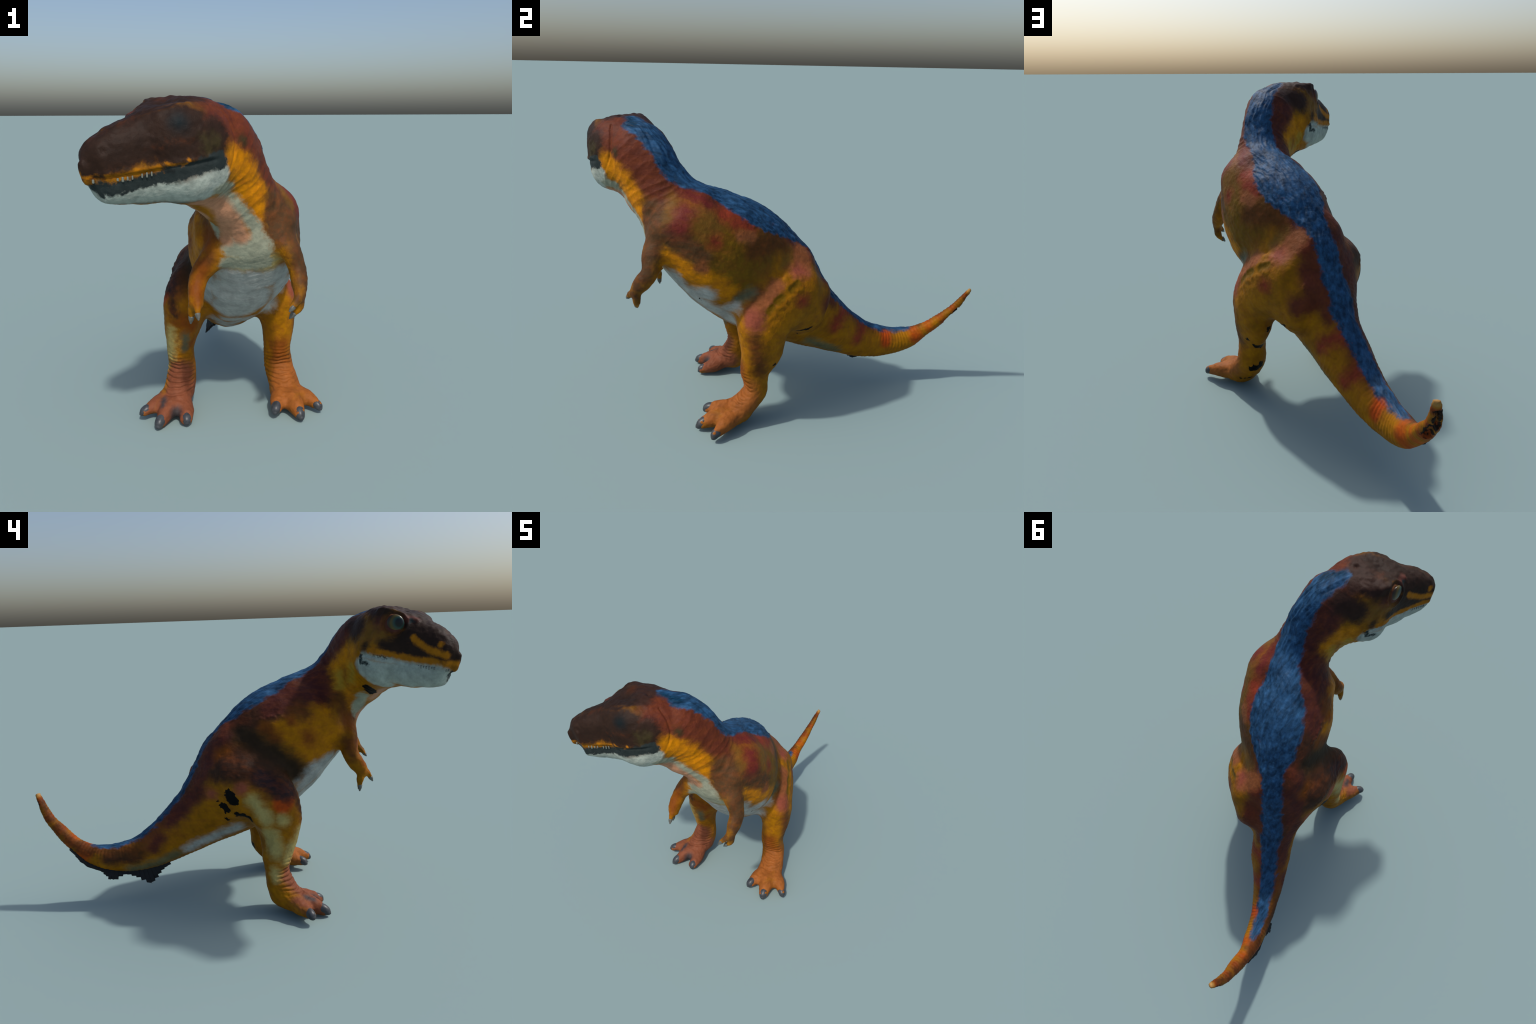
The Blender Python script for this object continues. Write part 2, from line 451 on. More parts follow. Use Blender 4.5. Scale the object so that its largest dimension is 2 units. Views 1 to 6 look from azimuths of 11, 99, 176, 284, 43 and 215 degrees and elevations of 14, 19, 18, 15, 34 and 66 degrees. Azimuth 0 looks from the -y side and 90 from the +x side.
        stroke((0.249, -0.482, 1.011), (0.299, -0.474, 0.914), 0.060),
        stroke((0.303, -0.404, 0.948), (0.297, -0.260, 0.867), 0.048),
        stroke((0.317, -0.469, 0.870), (0.353, -0.506, 0.766), 0.041),
        stroke((0.359, -0.534, 0.726), (0.359, -0.534, 0.726), 0.039),
        stroke((0.231, -0.486, 1.041), (0.252, -0.517, 0.932), 0.067),
        stroke((0.317, -0.495, 0.864), (0.346, -0.515, 0.773), 0.044),
        stroke((0.349, -0.544, 0.743), (0.349, -0.544, 0.743), 0.031),
        stroke((0.195, -0.545, 1.167), (0.195, -0.545, 1.167), 0.034),
        stroke((0.318, -0.518, 0.826), (0.337, -0.554, 0.744), 0.028),
        stroke((-0.226, -0.269, 0.201), (-0.247, -0.281, 0.180), 0.036),
        stroke((0.328, -0.586, 0.681), (0.328, -0.586, 0.681), 0.019),
        stroke((0.355, -0.555, 0.687), (0.352, -0.535, 0.658), 0.024),
    ],
    'redbrown': [
        stroke((0.107, -0.702, 1.343), (0.172, -0.621, 1.268), 0.060),
        stroke((0.172, -0.621, 1.268), (0.193, -0.522, 1.189), 0.059),
        stroke((0.193, -0.522, 1.189), (0.205, -0.497, 1.138), 0.058),
        stroke((0.031, -0.742, 1.398), (0.155, -0.638, 1.313), 0.057),
        stroke((0.155, -0.638, 1.313), (0.195, -0.529, 1.179), 0.058),
        stroke((0.198, -0.443, 1.140), (0.217, -0.461, 1.099), 0.033),
        stroke((-0.049, 0.165, 0.802), (-0.075, 0.207, 0.735), 0.038),
        stroke((-0.063, 0.227, 0.689), (-0.078, 0.278, 0.584), 0.053),
        stroke((-0.078, 0.278, 0.584), (-0.012, 0.284, 0.561), 0.053),
        stroke((-0.123, 0.293, 0.523), (-0.123, 0.293, 0.523), 0.032),
        stroke((0.066, -0.716, 1.385), (0.075, -0.659, 1.380), 0.034),
        stroke((-0.003, -0.557, 1.372), (-0.003, -0.557, 1.372), 0.044),
        stroke((-0.009, -0.470, 1.261), (-0.029, -0.517, 1.322), 0.048),
        stroke((0.020, -0.408, 1.174), (0.020, -0.408, 1.174), 0.037),
        stroke((-0.175, 0.015, 0.881), (-0.176, -0.048, 0.900), 0.027),
        stroke((-0.168, 0.049, 0.876), (-0.168, 0.049, 0.876), 0.026),
    ],
    'ochre': [
        stroke((0.254, -0.252, 1.021), (0.244, -0.217, 0.993), 0.051),
        stroke((0.231, -0.412, 1.077), (0.231, -0.412, 1.077), 0.033),
        stroke((0.205, -0.475, 1.134), (0.205, -0.475, 1.134), 0.022),
        stroke((0.277, -0.252, 0.961), (0.277, -0.252, 0.961), 0.037),
        stroke((0.038, 0.090, 0.812), (0.069, 0.084, 0.767), 0.035),
        stroke((-0.121, -0.573, 1.307), (-0.187, -0.645, 1.296), 0.042),
        stroke((-0.187, -0.645, 1.296), (-0.212, -0.693, 1.285), 0.042),
        stroke((-0.148, -0.617, 1.348), (-0.148, -0.617, 1.348), 0.034),
        stroke((-0.139, -0.594, 1.317), (-0.191, -0.663, 1.327), 0.034),
        stroke((-0.175, -0.204, 0.924), (-0.175, -0.204, 0.924), 0.026),
    ],
    'maroon': [
        stroke((0.182, -0.343, 1.109), (0.195, -0.251, 1.067), 0.041),
        stroke((0.259, -0.338, 1.050), (0.298, -0.349, 0.988), 0.051),
    ],
    'brick': [
        stroke((0.178, -0.178, 1.022), (0.146, -0.079, 0.964), 0.041),
        stroke((0.264, -0.202, 0.922), (0.264, -0.202, 0.922), 0.029),
        stroke((0.186, -0.136, 0.981), (0.186, -0.136, 0.981), 0.034),
        stroke((-0.022, 0.166, 0.792), (-0.022, 0.166, 0.792), 0.035),
        stroke((0.122, 0.170, 0.616), (0.122, 0.170, 0.616), 0.033),
        stroke((-0.173, 0.358, 0.459), (-0.095, 0.314, 0.400), 0.031),
        stroke((-0.221, 0.453, 0.361), (-0.171, 0.431, 0.304), 0.032),
    ],
    'salmon': [
        stroke((0.193, -0.103, 0.930), (0.165, -0.064, 0.918), 0.025),
        stroke((0.297, -0.256, 0.805), (0.297, -0.256, 0.805), 0.030),
        stroke((-0.013, 0.143, 0.806), (0.031, 0.161, 0.754), 0.050),
        stroke((0.155, 0.051, 0.693), (0.198, 0.014, 0.635), 0.037),
        stroke((0.198, 0.014, 0.635), (0.243, -0.045, 0.545), 0.037),
    ],
    'drab2': [
        stroke((0.303, -0.439, 0.901), (0.303, -0.439, 0.901), 0.022),
        stroke((0.217, -0.520, 1.040), (0.258, -0.504, 0.962), 0.028),
        stroke((0.301, -0.313, 0.887), (0.297, -0.260, 0.867), 0.027),
    ],
    'yolk': [
        stroke((0.128, -0.728, 1.190), (0.140, -0.694, 1.172), 0.029),
        stroke((0.140, -0.694, 1.172), (0.161, -0.652, 1.144), 0.029),
        stroke((0.161, -0.652, 1.144), (0.166, -0.619, 1.079), 0.029),
        stroke((0.166, -0.619, 1.079), (0.182, -0.586, 1.033), 0.029),
        stroke((0.182, -0.586, 1.033), (0.185, -0.567, 0.990), 0.029),
        stroke((0.185, -0.567, 0.990), (0.184, -0.558, 0.950), 0.029),
        stroke((0.128, -0.732, 1.209), (0.164, -0.656, 1.165), 0.043),
        stroke((0.164, -0.656, 1.165), (0.185, -0.589, 1.060), 0.044),
        stroke((0.185, -0.589, 1.060), (0.198, -0.549, 0.974), 0.046),
        stroke((0.129, -0.725, 1.194), (0.147, -0.655, 1.112), 0.030),
        stroke((0.147, -0.655, 1.112), (0.179, -0.592, 1.037), 0.031),
        stroke((0.179, -0.592, 1.037), (0.199, -0.548, 0.962), 0.032),
        stroke((0.150, -0.685, 1.191), (0.182, -0.605, 1.150), 0.026),
        stroke((0.296, -0.389, 0.829), (0.298, -0.300, 0.784), 0.046),
        stroke((0.298, -0.300, 0.784), (0.269, -0.186, 0.724), 0.046),
        stroke((0.280, -0.262, 0.723), (0.242, -0.148, 0.682), 0.041),
        stroke((0.302, -0.413, 0.869), (0.302, -0.413, 0.869), 0.019),
        stroke((0.261, -0.519, 0.828), (0.261, -0.519, 0.828), 0.024),
        stroke((0.264, -0.509, 0.812), (0.264, -0.509, 0.812), 0.024),
        stroke((-0.062, -0.503, 1.207), (-0.033, -0.466, 1.143), 0.045),
        stroke((-0.033, -0.466, 1.143), (-0.045, -0.485, 1.057), 0.045),
        stroke((-0.045, -0.485, 1.057), (-0.027, -0.525, 0.972), 0.045),
        stroke((-0.107, -0.546, 1.209), (-0.086, -0.540, 1.135), 0.029),
        stroke((-0.086, -0.540, 1.135), (-0.070, -0.550, 1.077), 0.029),
    ],
    'pink': [
        stroke((0.063, 0.136, 0.739), (0.063, 0.136, 0.739), 0.040),
        stroke((0.237, -0.047, 0.561), (0.244, -0.028, 0.541), 0.042),
        stroke((-0.329, -0.072, 0.627), (-0.329, -0.072, 0.627), 0.031),
        stroke((-0.291, 0.086, 0.585), (-0.291, 0.086, 0.585), 0.024),
    ],
    'dent': [
        stroke((0.106, 0.141, 0.697), (0.137, 0.115, 0.676), 0.017),
        stroke((0.173, 0.077, 0.645), (0.187, 0.058, 0.631), 0.019),
        stroke((0.202, 0.039, 0.610), (0.213, 0.026, 0.591), 0.016),
    ],
    'tan': [
        stroke((0.238, -0.049, 0.214), (0.238, -0.049, 0.214), 0.042),
    ],
    'rust': [
        stroke((0.194, -0.109, 0.279), (0.198, -0.091, 0.194), 0.048),
        stroke((-0.192, -0.159, 0.880), (-0.199, -0.213, 0.835), 0.029),
        stroke((-0.177, -0.281, 0.911), (-0.177, -0.281, 0.911), 0.017),
        stroke((-0.033, -0.520, 0.895), (-0.033, -0.520, 0.895), 0.036),
        stroke((-0.157, -0.358, 0.828), (-0.157, -0.358, 0.828), 0.035),
        stroke((-0.024, -0.547, 0.867), (-0.024, -0.547, 0.867), 0.029),
        stroke((-0.245, 0.023, 0.769), (-0.245, 0.023, 0.769), 0.032),
        stroke((-0.244, 0.049, 0.763), (-0.244, 0.049, 0.763), 0.027),
        stroke((-0.190, -0.256, 0.336), (-0.190, -0.256, 0.336), 0.018),
        stroke((-0.220, -0.330, 0.471), (-0.179, -0.281, 0.419), 0.034),
        stroke((-0.366, 0.709, 0.311), (-0.366, 0.709, 0.311), 0.020),
        stroke((-0.046, -0.580, 0.776), (-0.046, -0.583, 0.752), 0.029),
        stroke((-0.055, -0.601, 0.725), (-0.044, -0.623, 0.675), 0.027),
        stroke((-0.057, -0.598, 0.731), (-0.057, -0.616, 0.702), 0.024),
    ],
    'haze': [
        stroke((0.206, -0.110, 0.633), (0.193, -0.062, 0.669), 0.024),
        stroke((-0.208, -0.305, 0.378), (-0.215, -0.290, 0.323), 0.016),
    ],
    'coral': [
        stroke((-0.279, 0.582, 0.294), (-0.259, 0.585, 0.253), 0.029),
        stroke((-0.309, -0.270, 0.569), (-0.317, -0.259, 0.554), 0.043),
        stroke((-0.291, -0.296, 0.571), (-0.291, -0.296, 0.571), 0.017),
        stroke((-0.352, 0.736, 0.270), (-0.352, 0.736, 0.270), 0.052),
        stroke((-0.358, 0.814, 0.328), (-0.358, 0.814, 0.328), 0.037),
    ],
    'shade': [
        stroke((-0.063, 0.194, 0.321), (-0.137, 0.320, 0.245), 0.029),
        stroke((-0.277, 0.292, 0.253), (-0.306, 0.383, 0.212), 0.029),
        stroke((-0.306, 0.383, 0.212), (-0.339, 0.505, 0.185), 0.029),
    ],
    'browncrown': [
        stroke((-0.016, -0.764, 1.402), (-0.053, -0.643, 1.409), 0.062),
        stroke((-0.053, -0.643, 1.409), (-0.156, -0.670, 1.406), 0.061),
        stroke((-0.134, -0.812, 1.379), (-0.029, -0.815, 1.389), 0.025),
        stroke((-0.035, -0.557, 1.357), (-0.099, -0.566, 1.326), 0.059),
    ],
    'wine': [
        stroke((-0.014, -0.495, 1.307), (-0.015, -0.470, 1.251), 0.053),
        stroke((-0.015, -0.470, 1.251), (0.024, -0.432, 1.214), 0.053),
        stroke((0.084, -0.783, 1.338), (0.084, -0.783, 1.338), 0.036),
        stroke((-0.190, -0.668, 1.347), (-0.190, -0.668, 1.347), 0.025),
        stroke((-0.024, -0.471, 1.233), (-0.024, -0.471, 1.233), 0.024),
        stroke((-0.087, -0.243, 1.034), (-0.148, -0.194, 0.972), 0.065),
        stroke((-0.105, -0.232, 1.018), (-0.149, -0.184, 0.971), 0.040),
        stroke((-0.213, 0.099, 0.795), (-0.244, 0.136, 0.689), 0.056),
        stroke((-0.211, 0.031, 0.836), (-0.211, 0.031, 0.836), 0.046),
        stroke((-0.252, 0.124, 0.689), (-0.250, 0.165, 0.638), 0.036),
        stroke((-0.271, 0.155, 0.589), (-0.263, 0.246, 0.506), 0.046),
        stroke((-0.263, 0.246, 0.506), (-0.279, 0.296, 0.452), 0.046),
        stroke((-0.316, 0.360, 0.358), (-0.330, 0.391, 0.309), 0.038),
        stroke((-0.270, 0.271, 0.476), (-0.291, 0.319, 0.422), 0.025),
    ],
    'oliveface': [
        stroke((0.062, -0.844, 1.276), (0.075, -0.836, 1.241), 0.018),
        stroke((0.146, -0.684, 1.270), (0.146, -0.684, 1.270), 0.019),
        stroke((0.087, -0.818, 1.270), (0.087, -0.818, 1.270), 0.027),
    ],
    'lippink': [
        stroke((-0.210, -0.727, 1.335), (-0.210, -0.727, 1.335), 0.042),
        stroke((-0.200, -0.777, 1.354), (-0.194, -0.817, 1.352), 0.018),
    ],
    'eyedark': [
        stroke((-0.009, -0.880, 1.329), (-0.009, -0.880, 1.329), 0.028),
    ],
    'charcoal': [
        stroke((-0.202, -0.797, 1.348), (-0.202, -0.797, 1.348), 0.014),
        stroke((-0.160, -0.588, 1.201), (-0.165, -0.593, 1.180), 0.010),
        stroke((-0.165, -0.593, 1.180), (-0.189, -0.622, 1.168), 0.010),
        stroke((-0.203, -0.648, 1.208), (-0.212, -0.705, 1.197), 0.006),
        stroke((-0.274, -0.965, 1.132), (-0.274, -0.965, 1.132), 0.011),
        stroke((-0.275, -0.961, 1.128), (-0.244, -0.960, 1.110), 0.018),
        stroke((-0.247, -0.968, 1.126), (-0.180, -0.953, 1.129), 0.023),
        stroke((-0.180, -0.953, 1.129), (-0.108, -0.909, 1.149), 0.023),
        stroke((-0.108, -0.909, 1.149), (-0.032, -0.891, 1.163), 0.023),
        stroke((-0.039, -0.894, 1.171), (0.033, -0.865, 1.185), 0.026),
        stroke((0.033, -0.865, 1.185), (0.098, -0.805, 1.212), 0.026),
        stroke((0.092, -0.813, 1.185), (0.109, -0.783, 1.199), 0.016),
    ],
    'lip': [
        stroke((-0.242, -0.809, 1.276), (-0.263, -0.839, 1.249), 0.014),
        stroke((-0.263, -0.839, 1.249), (-0.287, -0.872, 1.230), 0.014),
        stroke((-0.287, -0.872, 1.230), (-0.315, -0.938, 1.208), 0.014),
        stroke((-0.303, -0.913, 1.252), (-0.303, -0.913, 1.252), 0.013),
        stroke((-0.190, -0.626, 1.226), (-0.214, -0.705, 1.213), 0.012),
        stroke((-0.214, -0.705, 1.213), (-0.247, -0.797, 1.193), 0.012),
        stroke((-0.247, -0.797, 1.193), (-0.295, -0.883, 1.185), 0.011),
        stroke((-0.295, -0.883, 1.185), (-0.303, -0.955, 1.177), 0.011),
        stroke((-0.303, -0.955, 1.177), (-0.295, -0.984, 1.174), 0.011),
        stroke((0.013, -0.878, 1.198), (-0.007, -0.888, 1.196), 0.002),
        stroke((-0.007, -0.888, 1.196), (-0.044, -0.899, 1.199), 0.002),
        stroke((-0.068, -0.902, 1.191), (-0.123, -0.926, 1.181), 0.004),
        stroke((-0.123, -0.926, 1.181), (-0.175, -0.959, 1.171), 0.004),
        stroke((-0.175, -0.959, 1.171), (-0.217, -0.983, 1.167), 0.004),
        stroke((-0.217, -0.983, 1.167), (-0.264, -0.986, 1.164), 0.004),
        stroke((-0.264, -0.986, 1.164), (-0.298, -0.982, 1.171), 0.004),
        stroke((0.017, -0.877, 1.211), (0.017, -0.877, 1.211), 0.003),
    ],
    'mouth': [
        stroke((-0.151, -0.942, 1.161), (-0.084, -0.903, 1.173), 0.008),
        stroke((-0.084, -0.903, 1.173), (-0.031, -0.894, 1.179), 0.008),
    ],
    'cream': [
        stroke((0.100, -0.537, 0.801), (0.158, -0.536, 0.818), 0.045),
        stroke((0.158, -0.536, 0.818), (0.209, -0.495, 0.796), 0.045),
        stroke((-0.321, -0.120, 0.561), (-0.327, -0.167, 0.510), 0.032),
        stroke((-0.327, -0.167, 0.510), (-0.330, -0.184, 0.476), 0.032),
        stroke((-0.310, -0.195, 0.389), (-0.318, -0.219, 0.331), 0.047),
        stroke((-0.287, -0.303, 0.349), (-0.300, -0.274, 0.277), 0.027),
        stroke((-0.324, -0.218, 0.220), (-0.325, -0.223, 0.189), 0.019),
        stroke((-0.323, -0.259, 0.483), (-0.323, -0.259, 0.483), 0.029),
        stroke((-0.269, -0.328, 0.419), (-0.273, -0.314, 0.366), 0.016),
        stroke((-0.273, -0.314, 0.366), (-0.289, -0.281, 0.270), 0.016),
    ],
    'straw': [
        stroke((-0.048, -0.497, 1.063), (-0.046, -0.485, 1.121), 0.015),
        stroke((-0.072, -0.545, 1.088), (-0.096, -0.546, 1.147), 0.016),
    ],
    'plum': [
        stroke((-0.010, -0.358, 1.101), (-0.061, -0.388, 1.036), 0.072),
        stroke((-0.025, -0.391, 1.094), (-0.071, -0.342, 1.042), 0.055),
        stroke((0.009, -0.410, 1.161), (0.009, -0.410, 1.161), 0.028),
    ],
    'gold': [
        stroke((-0.120, -0.401, 0.945), (-0.139, -0.379, 0.878), 0.061),
        stroke((-0.139, -0.379, 0.878), (-0.100, -0.462, 0.848), 0.062),
        stroke((-0.178, -0.315, 0.850), (-0.163, -0.347, 0.776), 0.055),
        stroke((-0.163, -0.347, 0.776), (-0.102, -0.433, 0.763), 0.056),
        stroke((-0.187, -0.223, 0.891), (-0.189, -0.281, 0.828), 0.035),
        stroke((-0.087, -0.483, 0.890), (-0.099, -0.450, 0.806), 0.030),
    ],
    'blackish': [
        stroke((-0.199, -0.052, 0.850), (-0.210, -0.155, 0.795), 0.061),
        stroke((-0.210, -0.155, 0.795), (-0.200, -0.223, 0.746), 0.061),
        stroke((-0.200, -0.223, 0.746), (-0.165, -0.286, 0.672), 0.062),
        stroke((-0.201, -0.062, 0.846), (-0.207, -0.170, 0.798), 0.027),
    ],
    'espresso': [
        stroke((-0.301, 0.009, 0.718), (-0.287, -0.094, 0.723), 0.069),
        stroke((-0.287, -0.094, 0.723), (-0.269, -0.195, 0.680), 0.069),
        stroke((-0.269, -0.195, 0.680), (-0.282, -0.266, 0.632), 0.069),
        stroke((-0.291, 0.062, 0.678), (-0.291, 0.062, 0.678), 0.041),
        stroke((-0.253, -0.326, 0.549), (-0.251, -0.337, 0.494), 0.012),
        stroke((-0.352, 0.473, 0.254), (-0.382, 0.613, 0.244), 0.029),
    ],
    'violet': [
        stroke((-0.291, -0.153, 0.673), (-0.293, -0.268, 0.612), 0.037),
        stroke((-0.302, -0.241, 0.614), (-0.267, -0.309, 0.587), 0.020),
    ],
    'footR': [
        stroke((-0.247, -0.281, 0.180), (-0.246, -0.329, 0.110), 0.071),
        stroke((-0.246, -0.329, 0.110), (-0.288, -0.418, 0.072), 0.071),
        stroke((-0.355, -0.397, 0.066), (-0.355, -0.397, 0.066), 0.042),
        stroke((-0.197, -0.337, 0.087), (-0.172, -0.420, 0.043), 0.041),
        stroke((-0.273, -0.425, 0.066), (-0.273, -0.425, 0.066), 0.041),
        stroke((-0.208, -0.322, 0.095), (-0.246, -0.396, 0.065), 0.090),
        stroke((-0.340, -0.337, 0.096), (-0.358, -0.398, 0.066), 0.036),
        stroke((-0.162, -0.356, 0.053), (-0.193, -0.257, 0.093), 0.056),
        stroke((-0.276, -0.357, 0.101), (-0.276, -0.357, 0.101), 0.043),
    ],
    'web': [
        stroke((-0.234, -0.390, 0.050), (-0.238, -0.399, 0.011), 0.027),
        stroke((-0.301, -0.361, 0.096), (-0.296, -0.394, 0.083), 0.008),
    ],
    'footL': [
        stroke((0.215, -0.120, 0.144), (0.222, -0.209, 0.093), 0.072),
        stroke((0.222, -0.209, 0.093), (0.215, -0.275, 0.064), 0.071),
        stroke((0.286, -0.255, 0.073), (0.301, -0.283, 0.052), 0.044),
        stroke((0.348, -0.187, 0.068), (0.348, -0.187, 0.068), 0.042),
        stroke((0.260, -0.062, 0.146), (0.313, -0.122, 0.092), 0.060),
        stroke((0.313, -0.122, 0.092), (0.369, -0.156, 0.073), 0.060),
        stroke((0.220, -0.242, 0.077), (0.220, -0.242, 0.077), 0.041),
        stroke((0.320, -0.228, 0.069), (0.320, -0.228, 0.069), 0.043),
        stroke((0.310, -0.101, 0.078), (0.310, -0.101, 0.078), 0.038),
        stroke((0.292, -0.168, 0.095), (0.292, -0.168, 0.095), 0.032),
    ],
    'blue': [
        stroke((0.012, -0.642, 1.402), (0.026, -0.605, 1.391), 0.031),
        stroke((0.049, -0.563, 1.379), (0.080, -0.514, 1.348), 0.039),
        stroke((0.086, -0.475, 1.313), (0.099, -0.437, 1.262), 0.053),
        stroke((0.098, -0.405, 1.211), (0.094, -0.358, 1.158), 0.054),
        stroke((0.087, -0.326, 1.137), (0.071, -0.279, 1.119), 0.051),
        stroke((0.058, -0.237, 1.105), (0.031, -0.174, 1.077), 0.087),
        stroke((0.012, -0.143, 1.064), (-0.014, -0.081, 1.035), 0.112),
        stroke((0.006, -0.134, 1.060), (-0.037, -0.049, 1.014), 0.114),
        stroke((-0.054, -0.016, 0.988), (-0.065, 0.023, 0.954), 0.095),
        stroke((-0.077, 0.075, 0.900), (-0.102, 0.111, 0.858), 0.054),
        stroke((-0.119, 0.140, 0.821), (-0.149, 0.197, 0.727), 0.050),
        stroke((-0.162, 0.223, 0.667), (-0.189, 0.266, 0.589), 0.052),
        stroke((-0.204, 0.298, 0.537), (-0.231, 0.350, 0.472), 0.039),
        stroke((-0.253, 0.398, 0.423), (-0.274, 0.447, 0.377), 0.040),
        stroke((-0.272, 0.448, 0.377), (-0.290, 0.490, 0.347), 0.038),
        stroke((-0.306, 0.535, 0.328), (-0.322, 0.582, 0.316), 0.032),
        stroke((-0.332, 0.626, 0.310), (-0.342, 0.670, 0.310), 0.025),
        stroke((-0.348, 0.696, 0.312), (-0.348, 0.696, 0.312), 0.018),
        stroke((0.083, -0.628, 1.381), (0.116, -0.542, 1.344), 0.045),
        stroke((0.116, -0.542, 1.344), (0.151, -0.471, 1.266), 0.044),
        stroke((0.151, -0.471, 1.266), (0.155, -0.416, 1.187), 0.044),
        stroke((0.155, -0.416, 1.187), (0.150, -0.380, 1.155), 0.043),
        stroke((0.141, -0.371, 1.154), (0.119, -0.288, 1.120), 0.035),
        stroke((0.119, -0.288, 1.120), (0.112, -0.210, 1.073), 0.035),
        stroke((0.111, -0.165, 1.052), (0.107, -0.087, 1.004), 0.042),
        stroke((0.107, -0.087, 1.004), (0.073, -0.018, 0.959), 0.042),
        stroke((0.055, 0.008, 0.938), (-0.041, 0.096, 0.871), 0.026),
        stroke((-0.149, 0.290, 0.553), (-0.206, 0.369, 0.456), 0.017),
        stroke((-0.206, 0.369, 0.456), (-0.275, 0.472, 0.359), 0.017),
        stroke((-0.275, 0.472, 0.359), (-0.300, 0.561, 0.319), 0.018),
        stroke((-0.300, 0.561, 0.319), (-0.332, 0.656, 0.308), 0.018),
        stroke((0.026, -0.605, 1.391), (0.049, -0.563, 1.379), 0.034),
        stroke((0.080, -0.514, 1.348), (0.086, -0.475, 1.313), 0.047),
        stroke((0.099, -0.437, 1.262), (0.098, -0.405, 1.211), 0.053),
        stroke((0.094, -0.358, 1.158), (0.087, -0.326, 1.137), 0.052),
        stroke((0.071, -0.279, 1.119), (0.058, -0.237, 1.105), 0.068),
        stroke((-0.065, 0.023, 0.954), (-0.079, 0.074, 0.901), 0.062),
        stroke((-0.102, 0.111, 0.858), (-0.119, 0.140, 0.821), 0.052),
        stroke((-0.149, 0.197, 0.727), (-0.162, 0.223, 0.667), 0.051),
        stroke((-0.189, 0.266, 0.589), (-0.204, 0.298, 0.537), 0.043),
        stroke((-0.231, 0.350, 0.472), (-0.253, 0.398, 0.423), 0.040),
        stroke((-0.262, 0.429, 0.394), (-0.272, 0.448, 0.377), 0.039),
        stroke((-0.290, 0.490, 0.347), (-0.306, 0.535, 0.328), 0.034),
        stroke((-0.322, 0.582, 0.316), (-0.332, 0.626, 0.310), 0.029),
    ],
    'bluedark': [
        stroke((0.031, -0.660, 1.400), (0.085, -0.619, 1.380), 0.023),
    ],
    'hole': [
        stroke((-0.324, -0.009, 0.593), (-0.322, -0.025, 0.563), 0.029),
        stroke((-0.291, 0.028, 0.526), (-0.290, 0.017, 0.507), 0.021),
        stroke((-0.290, 0.058, 0.549), (-0.290, 0.058, 0.549), 0.008),
        stroke((-0.297, -0.039, 0.484), (-0.293, -0.098, 0.464), 0.020),
        stroke((-0.261, 0.022, 0.450), (-0.261, 0.022, 0.450), 0.011),
        stroke((-0.090, -0.619, 1.056), (-0.057, -0.641, 1.029), 0.022),
        stroke((0.073, 0.028, 0.374), (0.042, 0.210, 0.449), 0.010),
        stroke((0.095, 0.065, 0.369), (0.095, 0.065, 0.369), 0.015),
        stroke((0.160, 0.049, 0.277), (0.128, 0.025, 0.263), 0.015),
        stroke((0.193, 0.057, 0.313), (0.193, 0.057, 0.313), 0.009),
        stroke((0.167, 0.016, 0.144), (0.137, 0.005, 0.150), 0.021),
        stroke((0.238, -0.040, 0.065), (0.178, -0.040, 0.066), 0.006),
        stroke((0.230, -0.287, 0.631), (0.230, -0.287, 0.631), 0.006),
        stroke((0.001, 0.135, 0.388), (0.001, 0.135, 0.388), 0.007),
    ],
    'hollow': [
        stroke((-0.344, 0.983, 0.511), (-0.355, 0.956, 0.450), 0.018),
        stroke((-0.341, 0.942, 0.437), (-0.347, 0.895, 0.371), 0.019),
    ],
    'rust2': [
        stroke((-0.356, 0.869, 0.381), (-0.356, 0.869, 0.381), 0.035),
        stroke((-0.353, 0.924, 0.444), (-0.353, 0.924, 0.444), 0.029),
        stroke((-0.340, 0.969, 0.525), (-0.340, 0.969, 0.525), 0.023),
    ],
    'cream2': [
        stroke((-0.333, 0.986, 0.558), (-0.333, 0.986, 0.558), 0.015),
    ],
}

